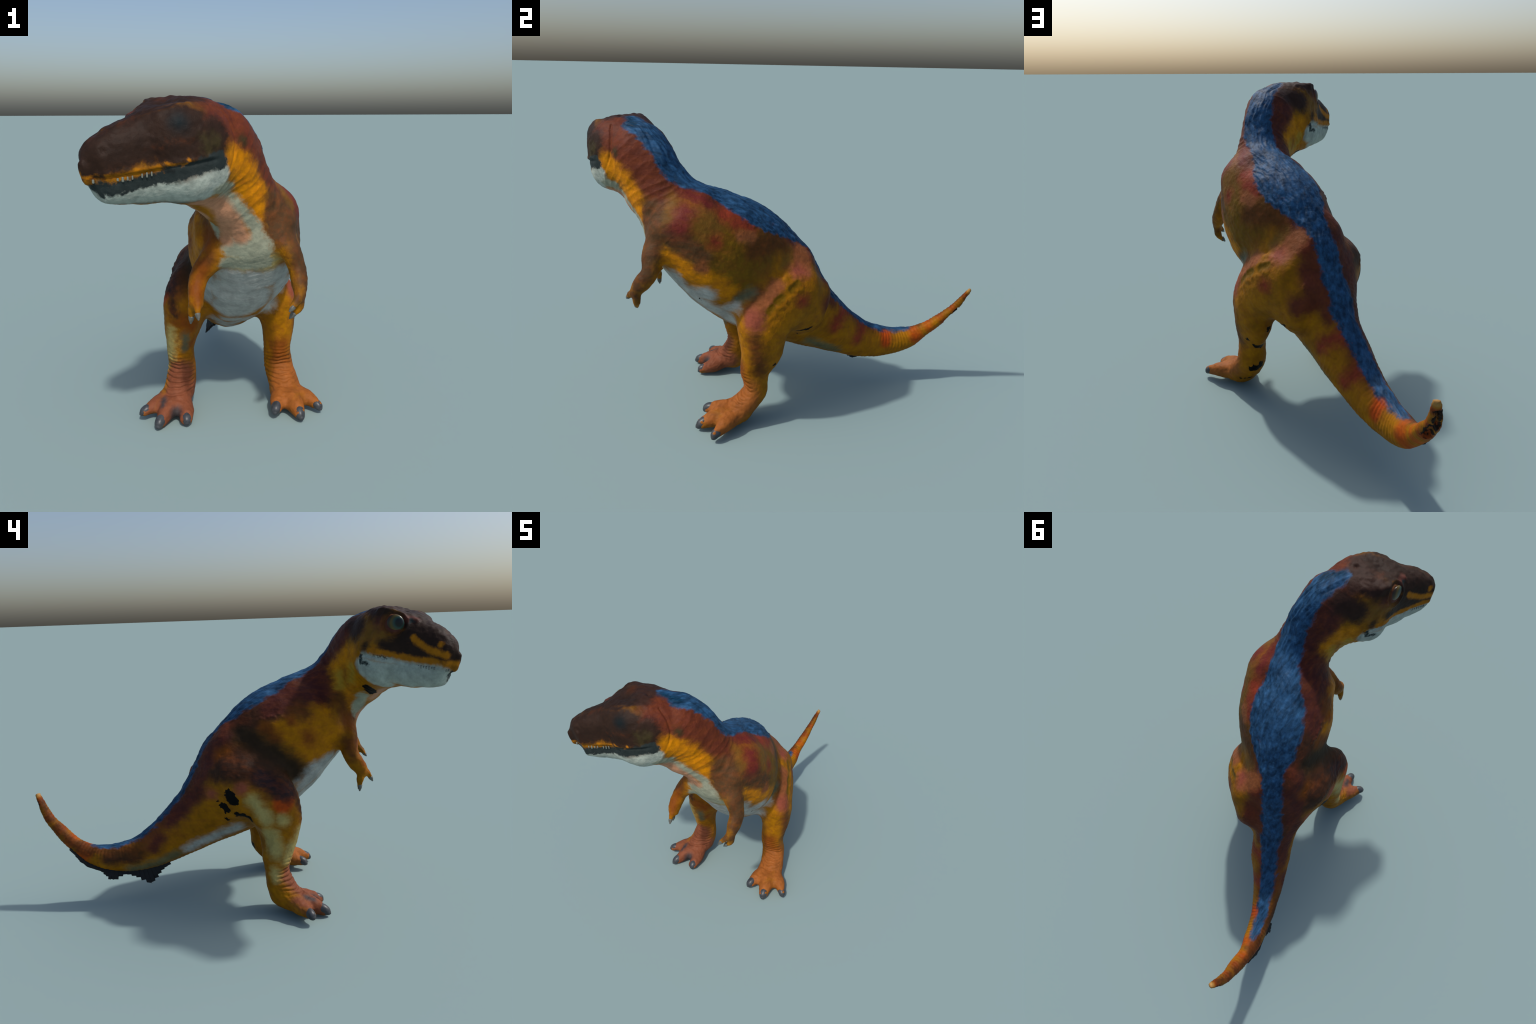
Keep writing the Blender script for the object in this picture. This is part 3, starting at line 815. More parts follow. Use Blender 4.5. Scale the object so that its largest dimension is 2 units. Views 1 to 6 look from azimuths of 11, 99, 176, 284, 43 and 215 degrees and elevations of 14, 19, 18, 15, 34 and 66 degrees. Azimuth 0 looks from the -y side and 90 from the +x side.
# colours as seen on the toy (8-bit sRGB), edge softness in metres, edge warp in metres
COATS = [  # lowest first
    ('u_back', (88, 43, 27), .04, .05), ('u_flank', (104, 72, 20), .05, .05), ('u_right', (73, 43, 27), .05, .05), ('u_head', (36, 25, 19), .02, .03),
    ('u_jaw', (104, 108, 100), .012, .03),
    ('olive', (107, 76, 10), .05, .05), ('ochre', (112, 78, 26), .03, .04), ('yolk', (181, 114, 1), .026, .04),
    ('gold', (165, 105, 0), .022, .04), ('tan', (124, 76, 26), .04, .03), ('umber', (87, 51, 18), .035, .05),
    ('drab', (73, 51, 30), .03, .05), ('redbrown', (90, 42, 27), .03, .04), ('wine', (73, 35, 30), .035, .05),
    ('plum', (64, 28, 26), .03, .05), ('maroon', (94, 34, 30), 0.04, 0.06), ('brick', (126, 49, 30), 0.03, 0.05),
    ('salmon', (134, 78, 44), .02, .03), ('pink', (140, 72, 54), .03, .04), ('coral', (166, 66, 12), .018, .02), ('rust2', (135, 55, 13), .012, .015),
    ('cream2', (163, 126, 72), .01, .01), ('rust', (116, 61, 11), .035, .04), ('tailbrown', (75, 41, 15), .03, .03), ('espresso', (64, 39, 24), .03, .04), ('violet', (43, 30, 32), .025, .04),
    ('haze', (84, 82, 62), .03, .04), ('footR', (116, 66, 44), .03, .03), ('footL', (138, 80, 34), .035, .03),
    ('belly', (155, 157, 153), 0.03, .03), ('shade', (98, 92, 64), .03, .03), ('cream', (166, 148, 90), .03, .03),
    ('grey', (139, 141, 122), .014, .03), ('skinpink', (170, 123, 94), .018, .02), ('jaw', (148, 157, 150), .012, .02),
    ('straw', (150, 116, 34), .03, .04), ('web', (59, 52, 52), .02, .02), ('browncrown', (50, 32, 25), .03, .04), ('darkhead', (33, 23, 18), .022, .03),
    ('oliveface', (52, 44, 25), .02, .03), ('lippink', (78, 42, 34), .012, .02), ('blackish', (46, 33, 20), 0.05, .05),
    ('eyedark', (17, 25, 28), .03, .02), ('charcoal', (38, 45, 45), .006, .045), ('mouth', (17, 19, 19), .008, .012), ('lip', (158, 98, 10), 0.008, .022),
    ('dent', (110, 77, 3), .008, .02), ('blue', (20, 59, 100), 0.01, .04), ('bluedark', (14, 50, 74), .02, .03),
    ('hole', (3, 3, 3), .002, 0.045), ('hollow', (24, 10, 5), .003, 0.045),
]
GROUND = (151, 98, 2)


def linear(c):
    return tuple((x / 12.92 if x <= .04045 else ((x + .055) / 1.055)**2.4) for x in (v / 255 for v in c)) + (1.,)


def build_materials(bpy):
    # nodes are made in the order they are evaluated, which keeps the shader's memory small
    def group():
        g = bpy.data.node_groups.new('stroke_mask', 'ShaderNodeTree')
        for n, kind in (('P', 'Vector'), ('A', 'Vector'), ('BA', 'Vector'), ('Inverse', 'Float'), ('From', 'Float'), ('To', 'Float')):
            g.interface.new_socket(n, in_out='INPUT', socket_type='NodeSocket' + kind)
        g.interface.new_socket('Mask', in_out='OUTPUT', socket_type='NodeSocketFloat')
        N, L = g.nodes, g.links
        i, o = N.new('NodeGroupInput'), N.new('NodeGroupOutput')

        def vm(op, a, b=None, s=None):
            x = N.new('ShaderNodeVectorMath')
            x.operation = op
            L.new(a, x.inputs[0])
            if b is not None:
                L.new(b, x.inputs[1])
            if s is not None:
                L.new(s, x.inputs['Scale'])
            return x.outputs['Value'] if op in ('DOT_PRODUCT', 'DISTANCE', 'LENGTH') else x.outputs[0]
        pa = vm('SUBTRACT', i.outputs['P'], i.outputs['A'])
        dot = vm('DOT_PRODUCT', pa, i.outputs['BA'])
        h = N.new('ShaderNodeMath')
        h.operation, h.use_clamp = 'MULTIPLY', True
        L.new(dot, h.inputs[0])
        L.new(i.outputs['Inverse'], h.inputs[1])
        d = vm('DISTANCE', pa, vm('SCALE', i.outputs['BA'], s=h.outputs[0]))
        r = N.new('ShaderNodeMapRange')
        r.interpolation_type = 'SMOOTHSTEP'
        L.new(d, r.inputs['Value'])
        L.new(i.outputs['From'], r.inputs['From Min'])
        L.new(i.outputs['To'], r.inputs['From Max'])
        L.new(r.outputs[0], o.inputs[0])
        return g

    G = group()

    def skin(me):
        P = np.empty(len(me.vertices) * 3, np.float32)
        me.vertices.foreach_get('co', P)
        P = P.reshape(-1, 3)[::3].astype(float)
        m = bpy.data.materials.new('painted_' + me.name.split('.')[0])
        m.use_nodes = True
        N, L = m.node_tree.nodes, m.node_tree.links
        bsdf = N['Principled BSDF']

        def new(kind, **kw):
            x = N.new(kind)
            for k, v in kw.items():
                setattr(x, k, v)
            return x

        def tex(scale, detail=3., rough=.55, vec=None):
            x = new('ShaderNodeTexNoise')
            x.inputs['Scale'].default_value, x.inputs['Detail'].default_value, x.inputs['Roughness'].default_value = scale, detail, rough
            L.new(vec or pos, x.inputs['Vector'])
            return x

        def mix(f, a, b, mode='MIX'):
            x = new('ShaderNodeMix', data_type='RGBA', blend_type=mode)
            for s, v in ((0, f), (6, a), (7, b)):
                if isinstance(v, (float, tuple)):
                    x.inputs[s].default_value = v
                else:
                    L.new(v, x.inputs[s])
            return x.outputs[2]

        pos = new('ShaderNodeTexCoord').outputs['Object']
        warp = {}
        swirl, swirl_fine = tex(14, 4, .65), tex(45, 3, .6)
        comb = new('ShaderNodeMapping')
        comb.inputs['Rotation'].default_value = (.75, 0, -.3)
        comb.inputs['Scale'].default_value = (1., .35, .9)
        L.new(pos, comb.inputs['Vector'])
        brushed = tex(42, 3, .65, comb.outputs[0])
        for amp in sorted({c[3] for c in COATS}):
            src = swirl_fine if amp < .03 or amp == .045 else swirl
            a = new('ShaderNodeVectorMath', operation='SUBTRACT')
            L.new(src.outputs['Color'], a.inputs[0])
            a.inputs[1].default_value = (.5, .5, .5)
            b = new('ShaderNodeVectorMath', operation='SCALE')
            L.new(a.outputs[0], b.inputs[0])
            b.inputs['Scale'].default_value = amp
            c = new('ShaderNodeVectorMath', operation='ADD')
            L.new(pos, c.inputs[0])
            L.new(b.outputs[0], c.inputs[1])
            if src is swirl:        # brushed, ragged rims on the broad patches
                a2 = new('ShaderNodeVectorMath', operation='SUBTRACT')
                L.new(brushed.outputs['Color'], a2.inputs[0])
                a2.inputs[1].default_value = (.5, .5, .5)
                b2 = new('ShaderNodeVectorMath', operation='SCALE')
                L.new(a2.outputs[0], b2.inputs[0])
                b2.inputs['Scale'].default_value = .05
                c2 = new('ShaderNodeVectorMath', operation='ADD')
                L.new(c.outputs[0], c2.inputs[0])
                L.new(b2.outputs[0], c2.inputs[1])
                c = c2
            warp[amp] = c.outputs[0]
        # two-tone ground coat
        broad = tex(7, 4, .6)
        tone = new('ShaderNodeMapRange')
        L.new(broad.outputs['Fac'], tone.inputs['Value'])
        tone.inputs['From Min'].default_value, tone.inputs['From Max'].default_value = .4, .68
        colour = mix(tone.outputs[0], linear(GROUND), linear((131, 85, 5)))
        blue_mask = last = None
        for name, rgb, soft, amp in COATS:
            soft = soft * .95 if soft > .015 else soft
            if name == 'haze':          # thin rusty wash brushed over the whole hide
                wash = new('ShaderNodeMapRange')
                L.new(brushed.outputs['Fac'], wash.inputs['Value'])
                wash.inputs['From Min'].default_value, wash.inputs['From Max'].default_value = .42, .7
                wash.inputs['To Max'].default_value = .38
                colour = mix(wash.outputs[0], colour, linear((116, 58, 22)))
            mask = None
            for A, B, R in PAINT.get(name, ()):
                if along(P, A, B)[0].min() > R + soft + amp + .02:
                    continue
                g = new('ShaderNodeGroup', node_tree=G)
                if last is None:
                    L.new(warp[amp], g.inputs['P'])
                else:       # each stroke waits for the one before, so the shader's memory stays small
                    w = new('ShaderNodeVectorMath', operation='MULTIPLY_ADD')
                    L.new(last, w.inputs[0])
                    w.inputs[1].default_value = (1e-7,) * 3
                    L.new(warp[amp], w.inputs[2])
                    L.new(w.outputs[0], g.inputs['P'])
                last = g.outputs[0]
                ba = np.array(B) - np.array(A)
                g.inputs['A'].default_value = A
                g.inputs['BA'].default_value = tuple(ba)
                g.inputs['Inverse'].default_value = 1 / max(ba @ ba, 1e-6)
                g.inputs['From'].default_value, g.inputs['To'].default_value = R + soft, max(R - soft, .0)
                if mask is None:
                    mask = g.outputs[0]
                else:
                    x = new('ShaderNodeMath', operation='MAXIMUM')
                    L.new(mask, x.inputs[0])
                    L.new(g.outputs[0], x.inputs[1])
                    mask = x.outputs[0]
            if mask is None:
                continue
            shade = linear(rgb)
            if name == 'blue':
                blue_mask = mask
                shade = mix(tex(9, 3).outputs['Fac'], linear((16, 46, 74)), linear((48, 86, 120)))
            elif name == 'jaw':
                shade = mix(tex(30, 3).outputs['Fac'], linear((132, 142, 134)), linear((170, 176, 166)))
            elif name in ('darkhead', 'espresso'):
                shade = mix(tex(16, 3).outputs['Fac'], linear(rgb), linear((47, 31, 23)))
            colour = mix(mask, colour, shade)
        # brushed mottling and speckle
        for scale, lo, hi in ((22, .8, 1.2), (90, .93, 1.07)):
            mottle = tex(scale, 4, .6)
            r = new('ShaderNodeMapRange')
            L.new(mottle.outputs['Fac'], r.inputs['Value'])
            r.inputs['From Min'].default_value, r.inputs['From Max'].default_value = .3, .7
            r.inputs['To Min'].default_value, r.inputs['To Max'].default_value = lo, hi
            colour = mix(1., colour, r.outputs[0], 'MULTIPLY')
        grain = tex(230, 2)
        if blue_mask is not None:      # combed feather strands
            mp = new('ShaderNodeMapping')
            mp.inputs['Rotation'].default_value = (.75, 0, -.3)
            mp.inputs['Scale'].default_value = (1., .22, .8)
            L.new(pos, mp.inputs['Vector'])
            strand = tex(52, 3, .6, mp.outputs[0])
            r = new('ShaderNodeMapRange')
            L.new(strand.outputs['Fac'], r.inputs['Value'])
            r.inputs['From Min'].default_value, r.inputs['From Max'].default_value = .35, .72
            r.inputs['To Min'].default_value, r.inputs['To Max'].default_value = 0.55, 1.65
            colour = mix(blue_mask, colour, mix(1., colour, r.outputs[0], 'MULTIPLY'))
        L.new(colour, bsdf.inputs['Base Color'])
        bsdf.inputs['Roughness'].default_value = .58
        bsdf.inputs['Specular IOR Level'].default_value = .1
        bump = new('ShaderNodeBump')
        bump.inputs['Strength'].default_value, bump.inputs['Distance'].default_value = .35, .002
        L.new(grain.outputs['Fac'], bump.inputs['Height'])
        L.new(bump.outputs[0], bsdf.inputs['Normal'])
        return m

    def plain(name, rgb, rough=.4, spot=None):
        m = bpy.data.materials.new(name)
        m.use_nodes = True
        N, L = m.node_tree.nodes, m.node_tree.links
        b = N['Principled BSDF']
        tc = N.new('ShaderNodeTexCoord')
        t = N.new('ShaderNodeTexNoise')
        t.inputs['Scale'].default_value, t.inputs['Detail'].default_value = 60, 3
        L.new(tc.outputs['Object'], t.inputs['Vector'])
        r = N.new('ShaderNodeValToRGB')
        c = linear(rgb)
        r.color_ramp.elements[0].position, r.color_ramp.elements[1].position = .3, .7
        r.color_ramp.elements[0].color = tuple(x * .7 for x in c[:3]) + (1,)
        r.color_ramp.elements[1].color = tuple(min(1, x * 1.3) for x in c[:3]) + (1,)
        L.new(t.outputs['Fac'], r.inputs[0])
        out = r.outputs[0]
        if spot:                        # an eye: coloured rings around a pupil centre
            centre, stops = spot
            d = N.new('ShaderNodeVectorMath')
            d.operation = 'DISTANCE'
            L.new(tc.outputs['Object'], d.inputs[0])
            d.inputs[1].default_value = centre
            mr = N.new('ShaderNodeMapRange')
            mr.inputs['From Max'].default_value = .05
            L.new(d.outputs['Value'], mr.inputs['Value'])
            ramp = N.new('ShaderNodeValToRGB')
            e = ramp.color_ramp.elements
            while len(e) < len(stops):
                e.new(.5)
            for q, (p, col) in zip(e, stops):
                q.position, q.color = p, linear(col)
            L.new(mr.outputs[0], ramp.inputs[0])
            out = ramp.outputs[0]
        L.new(out, b.inputs['Base Color'])
        b.inputs['Roughness'].default_value = rough
        b.inputs['Specular IOR Level'].default_value = .35
        return m

    return {'skin': skin, 'plain': plain}


def torn_flap(bpy):
    """ragged leftover hanging along the lower right of the tail: a thick strip with a torn edge"""
    tube = TUBE['trunk']
    rows, n = [], 150
    for y in np.linspace(.39, .80, n):
        i = int(np.argmin(abs(tube.c[:, 1] - y) + (tube.c[:, 2] > .7)))
        c, sd, up, r = tube.c[i], tube.side[i], tube.up[i], tube.r[i]
        sd = sd if sd[0] < 0 else -sd
        w = np.array([[y * 60, 0, 0]])
        hang = .004 + .056 * math.exp(-((y - .475) / .042)**2) + .036 * math.exp(-((y - .61) / .03)**2) + .010 * math.exp(-((y - .72) / .05)**2)
        hang *= max(.15, 1 + .3 * noise(w, 21)[0] + .15 * noise(w * 3.1, 22)[0])
        a = math.radians(-72 + 35 * (y - .39) / .35)
        d = sd * math.cos(a) + up * math.sin(a)
        edge = c + sd * math.cos(a) * r[0] + up * math.sin(a) * r[2]
        q = np.cross(d, tube.T[i])
        rows.append([edge - d * .02 + q * .008, edge + d * hang * .6 + q * .007, edge + d * hang + q * .001,
                     edge + d * hang - q * .003, edge + d * hang * .6 - q * .007, edge - d * .02 - q * .008])
    v = [tuple(p) for row in rows for p in row]
    f = [(i*6 + j, i*6 + (j+1) % 6, (i+1)*6 + (j+1) % 6, (i+1)*6 + j) for i in range(n - 1) for j in range(6)]
    f += [tuple(range(6)), tuple((n-1)*6 + j for j in reversed(range(6)))]
    m = bpy.data.meshes.new('torn_flap')
    m.from_pydata(v, [], f)
    m.update()
    return m


def add_details(parts, loft, put, mats, bpy):
    plain = mats['plain']
    claw_grey, claw_pale = plain('claw_grey', (56, 59, 63)), plain('claw_pale', (92, 92, 86))
    tooth_white = plain('tooth_white', (104, 108, 100))
    # toe claws: blunt dark caps pulled over the toe ends
    for part, ends in TOE_CLAWS.items():
        for (base, tip, r) in ends:
            b, t = np.array(base), np.array(tip)
            m = b + (t - b) * .5 + np.array((0, 0, r * .12))
            st = [(*(b - (t - b) * .5), r * .7, r * .72, r * .6), (*m, r * .78, r * .8, r * .7), (*(t - (t - b) * .15), r * .54, r * .52, r * .46), (*(t - (t - b) * .02), r * .34, r * .32, r * .3)]
            put('claw', loft('claw', st, (0, 0, 1)), parts[part], claw_grey)
    for part, ends in FINGER_CLAWS.items():
        for (base, tip, r) in ends:
            b, t = np.array(base), np.array(tip)
            st = [(*b, r, r, r), (*(b + (t - b) * .5), r * .8, r * .8, r * .8), (*t, r * .22, r * .22, r * .22)]
            put('claw', loft('claw', st, (0, -1, 0)), parts[part], claw_pale)
    # teeth: one small peg mesh, hung along both upper lips
    peg = loft('tooth', [(0, 0, .004, .0035, .0035, .0035), (0, 0, -.004, .003, .003, .003), (0, 0, -.009, .001, .001, .001)], (0, -1, 0), ring=8)
    peg.materials.append(tooth_white)
    rng = np.random.default_rng(5)
    for pts, spacing in TEETH:
        P = np.array(pts)
        d = np.r_[0, np.cumsum(np.linalg.norm(np.diff(P, axis=0), axis=1))]
        for s in np.arange(.006, d[-1], spacing):
            if rng.random() < .3:
                continue
            ob = put('tooth', peg, parts['head'])
            ob.location = [np.interp(s, d, P[:, a]) for a in range(3)]
            ob.scale = [rng.uniform(.7, 1.1)] * 2 + [rng.uniform(.5, 1.1)]
    # dark ragged lumps clinging to the underside of the tail
    black = plain('soot', (12, 14, 17), .7)
    put('torn_flap', torn_flap(bpy), parts['tail'], black)
    # eyes
    for centre, radius, pupil, stops in EYES:
        import bmesh
        bm = bmesh.new()
        bmesh.ops.create_uvsphere(bm, u_segments=40, v_segments=24, radius=1)
        side = HEAD_S * (1 if centre[0] > -.1 else -1)      # the face narrows forwards, so the eyes look ahead a little
        out = side * .88 + HEAD_F * .47
        axes = np.stack([out * radius[0], np.cross((0, 0, 1), out) * radius[1], np.array((0, 0, radius[1]))])
        for v in bm.verts:
            v.co = np.array(v.co) @ axes + np.array(centre)
        me = bpy.data.meshes.new('eye')
        bm.to_mesh(me)
        bm.free()
        me.polygons.foreach_set('use_smooth', np.ones(len(me.polygons), bool))
        put('eye', me, parts['head'], plain('eye_paint', (40, 46, 46), .3, (pupil, stops)))

# ------------------------------------------------------------------ relief of the skin
# muscles: soft swellings (+) and hollows (-): centre, height
def swell(centre, height):
    return centre, height


MUSCLES = [
    swell((-0.184, -0.698, 1.410), 0.0149),
    swell((0.009, 0.212, 0.745), 0.0169),
    swell((-0.313, 0.011, 0.711), 0.0209),
    swell((-0.105, -0.768, 1.386), -0.0111),
    swell((-0.119, -0.185, 0.490), -0.0219),
    swell((0.130, -0.216, 1.060), -0.0177),
    swell((-0.318, -0.047, 0.491), 0.0218),
    swell((-0.284, -0.117, 0.282), 0.0193),
    swell((0.058, 0.227, 0.679), 0.0165),
    swell((-0.233, -0.340, 0.504), 0.0143),
    swell((0.167, -0.134, 0.546), -0.0176),
    swell((0.289, -0.480, 0.963), 0.0179),
    swell((-0.284, 0.031, 0.537), -0.0111),
    swell((0.003, -0.416, 0.678), -0.0140),
    swell((-0.108, 0.358, 0.360), 0.0101),
    swell((0.292, -0.324, 1.000), 0.0114),
    swell((0.296, -0.353, 0.899), -0.0103),
    swell((-0.207, 0.062, 0.837), 0.0123),
    swell((-0.182, -0.641, 1.105), 0.0122),
    swell((-0.326, -0.145, 0.449), 0.0148),
    swell((-0.009, -0.860, 1.377), 0.0135),
    swell((-0.269, -0.975, 1.145), -0.0065),
    swell((-0.181, -0.297, 0.903), 0.0118),
    swell((-0.138, 0.194, 0.736), -0.0086),
    swell((-0.173, -0.634, 1.298), -0.0097),
    swell((-0.105, -0.640, 1.405), 0.0075),
    swell((-0.301, -0.099, 0.681), -0.0104),
    swell((-0.200, -0.252, 0.674), -0.0100),
    swell((-0.205, -0.312, 0.598), 0.0117),
    swell((0.191, -0.332, 1.094), -0.0097),
    swell((0.190, -0.047, 0.666), -0.0096),
    swell((0.255, -0.045, 0.511), 0.0097),
    swell((-0.072, -0.810, 1.388), -0.0113),
    swell((-0.278, -0.155, 0.193), -0.0105),
    swell((-0.335, -0.027, 0.596), 0.0119),
    swell((0.251, -0.252, 1.036), 0.0099),
    swell((-0.080, -0.768, 1.059), -0.0072),
    swell((-0.264, 0.130, 0.476), -0.0109),
    swell((-0.234, -0.781, 1.096), 0.0070),
    swell((-0.209, -0.163, 0.313), -0.0071),
    swell((0.031, -0.829, 1.093), 0.0058),
    swell((0.105, 0.066, 0.730), -0.0082),
    swell((-0.024, 0.187, 0.777), 0.0106),
    swell((-0.057, 0.265, 0.509), -0.0079),
    swell((-0.139, 0.123, 0.828), -0.0069),
    swell((-0.203, -0.175, 0.125), 0.0067),
    swell((0.065, -0.691, 1.002), 0.0098),
    swell((0.112, -0.623, 0.991), -0.0084),
    swell((0.073, -0.682, 1.092), -0.0078),
    swell((-0.118, -0.408, 0.868), -0.0076),
    swell((-0.003, 0.099, 0.372), -0.0086),
    swell((0.079, 0.036, 0.358), 0.0070),
    swell((-0.363, -0.340, 0.031), -0.0042),
    swell((0.163, 0.028, 0.178), 0.0041),
    swell((-0.176, -0.677, 1.407), 0.0138),
]

MOUTH_A = [-.06, 0., .06, .10, .14, .18, .23, .30, .36]     # distance forward of the skull middle
MOUTH_Z = [1.213, 1.208, 1.198, 1.194, 1.183, 1.175, 1.170, 1.163, 1.16]
HEAD_O = np.array((-.06, -.72, 0.))
HEAD_F = np.array((-.66, -.75, 0.)) / math.hypot(.66, .75)
HEAD_S = np.array((.75, -.66, 0.)) / math.hypot(.66, .75)       # towards its left

EYE_R, EYE_L = (-.203, -.729, 1.335), (-.009, -.872, 1.327)
NOSTRILS = [(-.306, -.914, 1.243), (-.215, -.982, 1.244)]
FOLDS = [[(.077, -.725, 1.375), (.115, -.715, 1.327), (.130, -.712, 1.27), (.129, -.725, 1.215), (.112, -.755, 1.165)],
         [(-.155, -.578, 1.217), (-.138, -.572, 1.162), (-.125, -.577, 1.117)]]
PITS = [((.107, .067, .731), .016, -.014), ((-.114, -.557, 1.275), .008, -.006), ((-.008, -.717, 1.41), .010, -.007)]
SCALE_ROWS = [[(-.296, .038, .650), (-.300, -.012, .674), (-.314, -.076, .674), (-.321, -.112, .656), (-.309, -.167, .631), (-.297, -.223, .635)],
              [(-.177, -.121, .918), (-.173, -.174, .930), (-.167, -.221, .941), (-.174, -.280, .919), (-.156, -.324, .919)]]
PLATE_ROWS = [[(.088, .157, .713), (.113, .123, .707), (.141, .095, .686), (.163, .070, .668), (.182, .045, .649), (.202, .020, .619)],
              [(.107, .160, .674), (.142, .131, .646), (.171, .095, .624), (.200, .061, .585), (.220, .030, .554)],
              [(.116, .091, .718), (.091, .128, .730), (.066, .154, .741)]]
BROWS = [[(-.150, -.675, 1.375), (-.185, -.730, 1.383), (-.205, -.775, 1.368), (-.203, -.822, 1.352)],
         [(.003, -.826, 1.39), (-.036, -.862, 1.383), (-.075, -.893, 1.358)]]

EYES = [((-.200, -.733, 1.334), (.018, .039), (-.231, -.752, 1.341), [(0., (5, 8, 9)), (.4, (9, 15, 16)), (.54, (28, 60, 54)), (.8, (84, 68, 14)), (1., (44, 30, 14))]),
        ((-.024, -.856, 1.326), (.016, .032), (-.004, -.893, 1.32), [(0., (26, 33, 34)), (.4, (20, 25, 26)), (.8, (24, 22, 21)), (1., (26, 20, 18))])]
TOE_CLAWS = {'foot': [((.296, -.243, .040), (.323, -.292, .018), .031), ((.372, -.176, .040), (.402, -.195, .022), .026), ((.201, -.250, .050), (.199, -.291, .032), .029)],
             'foot.001': [((-.288, -.425, .034), (-.294, -.474, .014), .029), ((-.366, -.380, .048), (-.397, -.412, .036), .028), ((-.186, -.392, .034), (-.173, -.424, .016), .027)]}
FINGER_CLAWS = {'hand': [((.312, -.555, .617), (.296, -.562, .597), .012), ((.313, -.590, .655), (.301, -.605, .640), .011)],
                'hand.001': [((-.082, -.592, .592), (-.086, -.592, .562), .012), ((-.043, -.638, .622), (-.036, -.650, .600), .011)]}
TEETH = [([(-.262, -.975, 1.154), (-.205, -.966, 1.157), (-.166, -.942, 1.160), (-.127, -.918, 1.167), (-.09, -.9, 1.174)], .015),
         ([(-.286, -.965, 1.150), (-.300, -.94, 1.150), (-.300, -.898, 1.158), (-.262, -.842, 1.163), (-.237, -.803, 1.167)], .012)]


def head_coords(V):
    d = V - HEAD_O
    a, lat = d @ HEAD_F, d @ HEAD_S
    return a, lat, V[:, 2] - np.interp(a, MOUTH_A, MOUTH_Z)


def below_mouth(V):
    a, lat, above = head_coords(V)
    return (above < 0) & (a > -.06)


def streaks(u, v, seed):
    return noise(np.stack([u, v, u * 0], 1), seed)


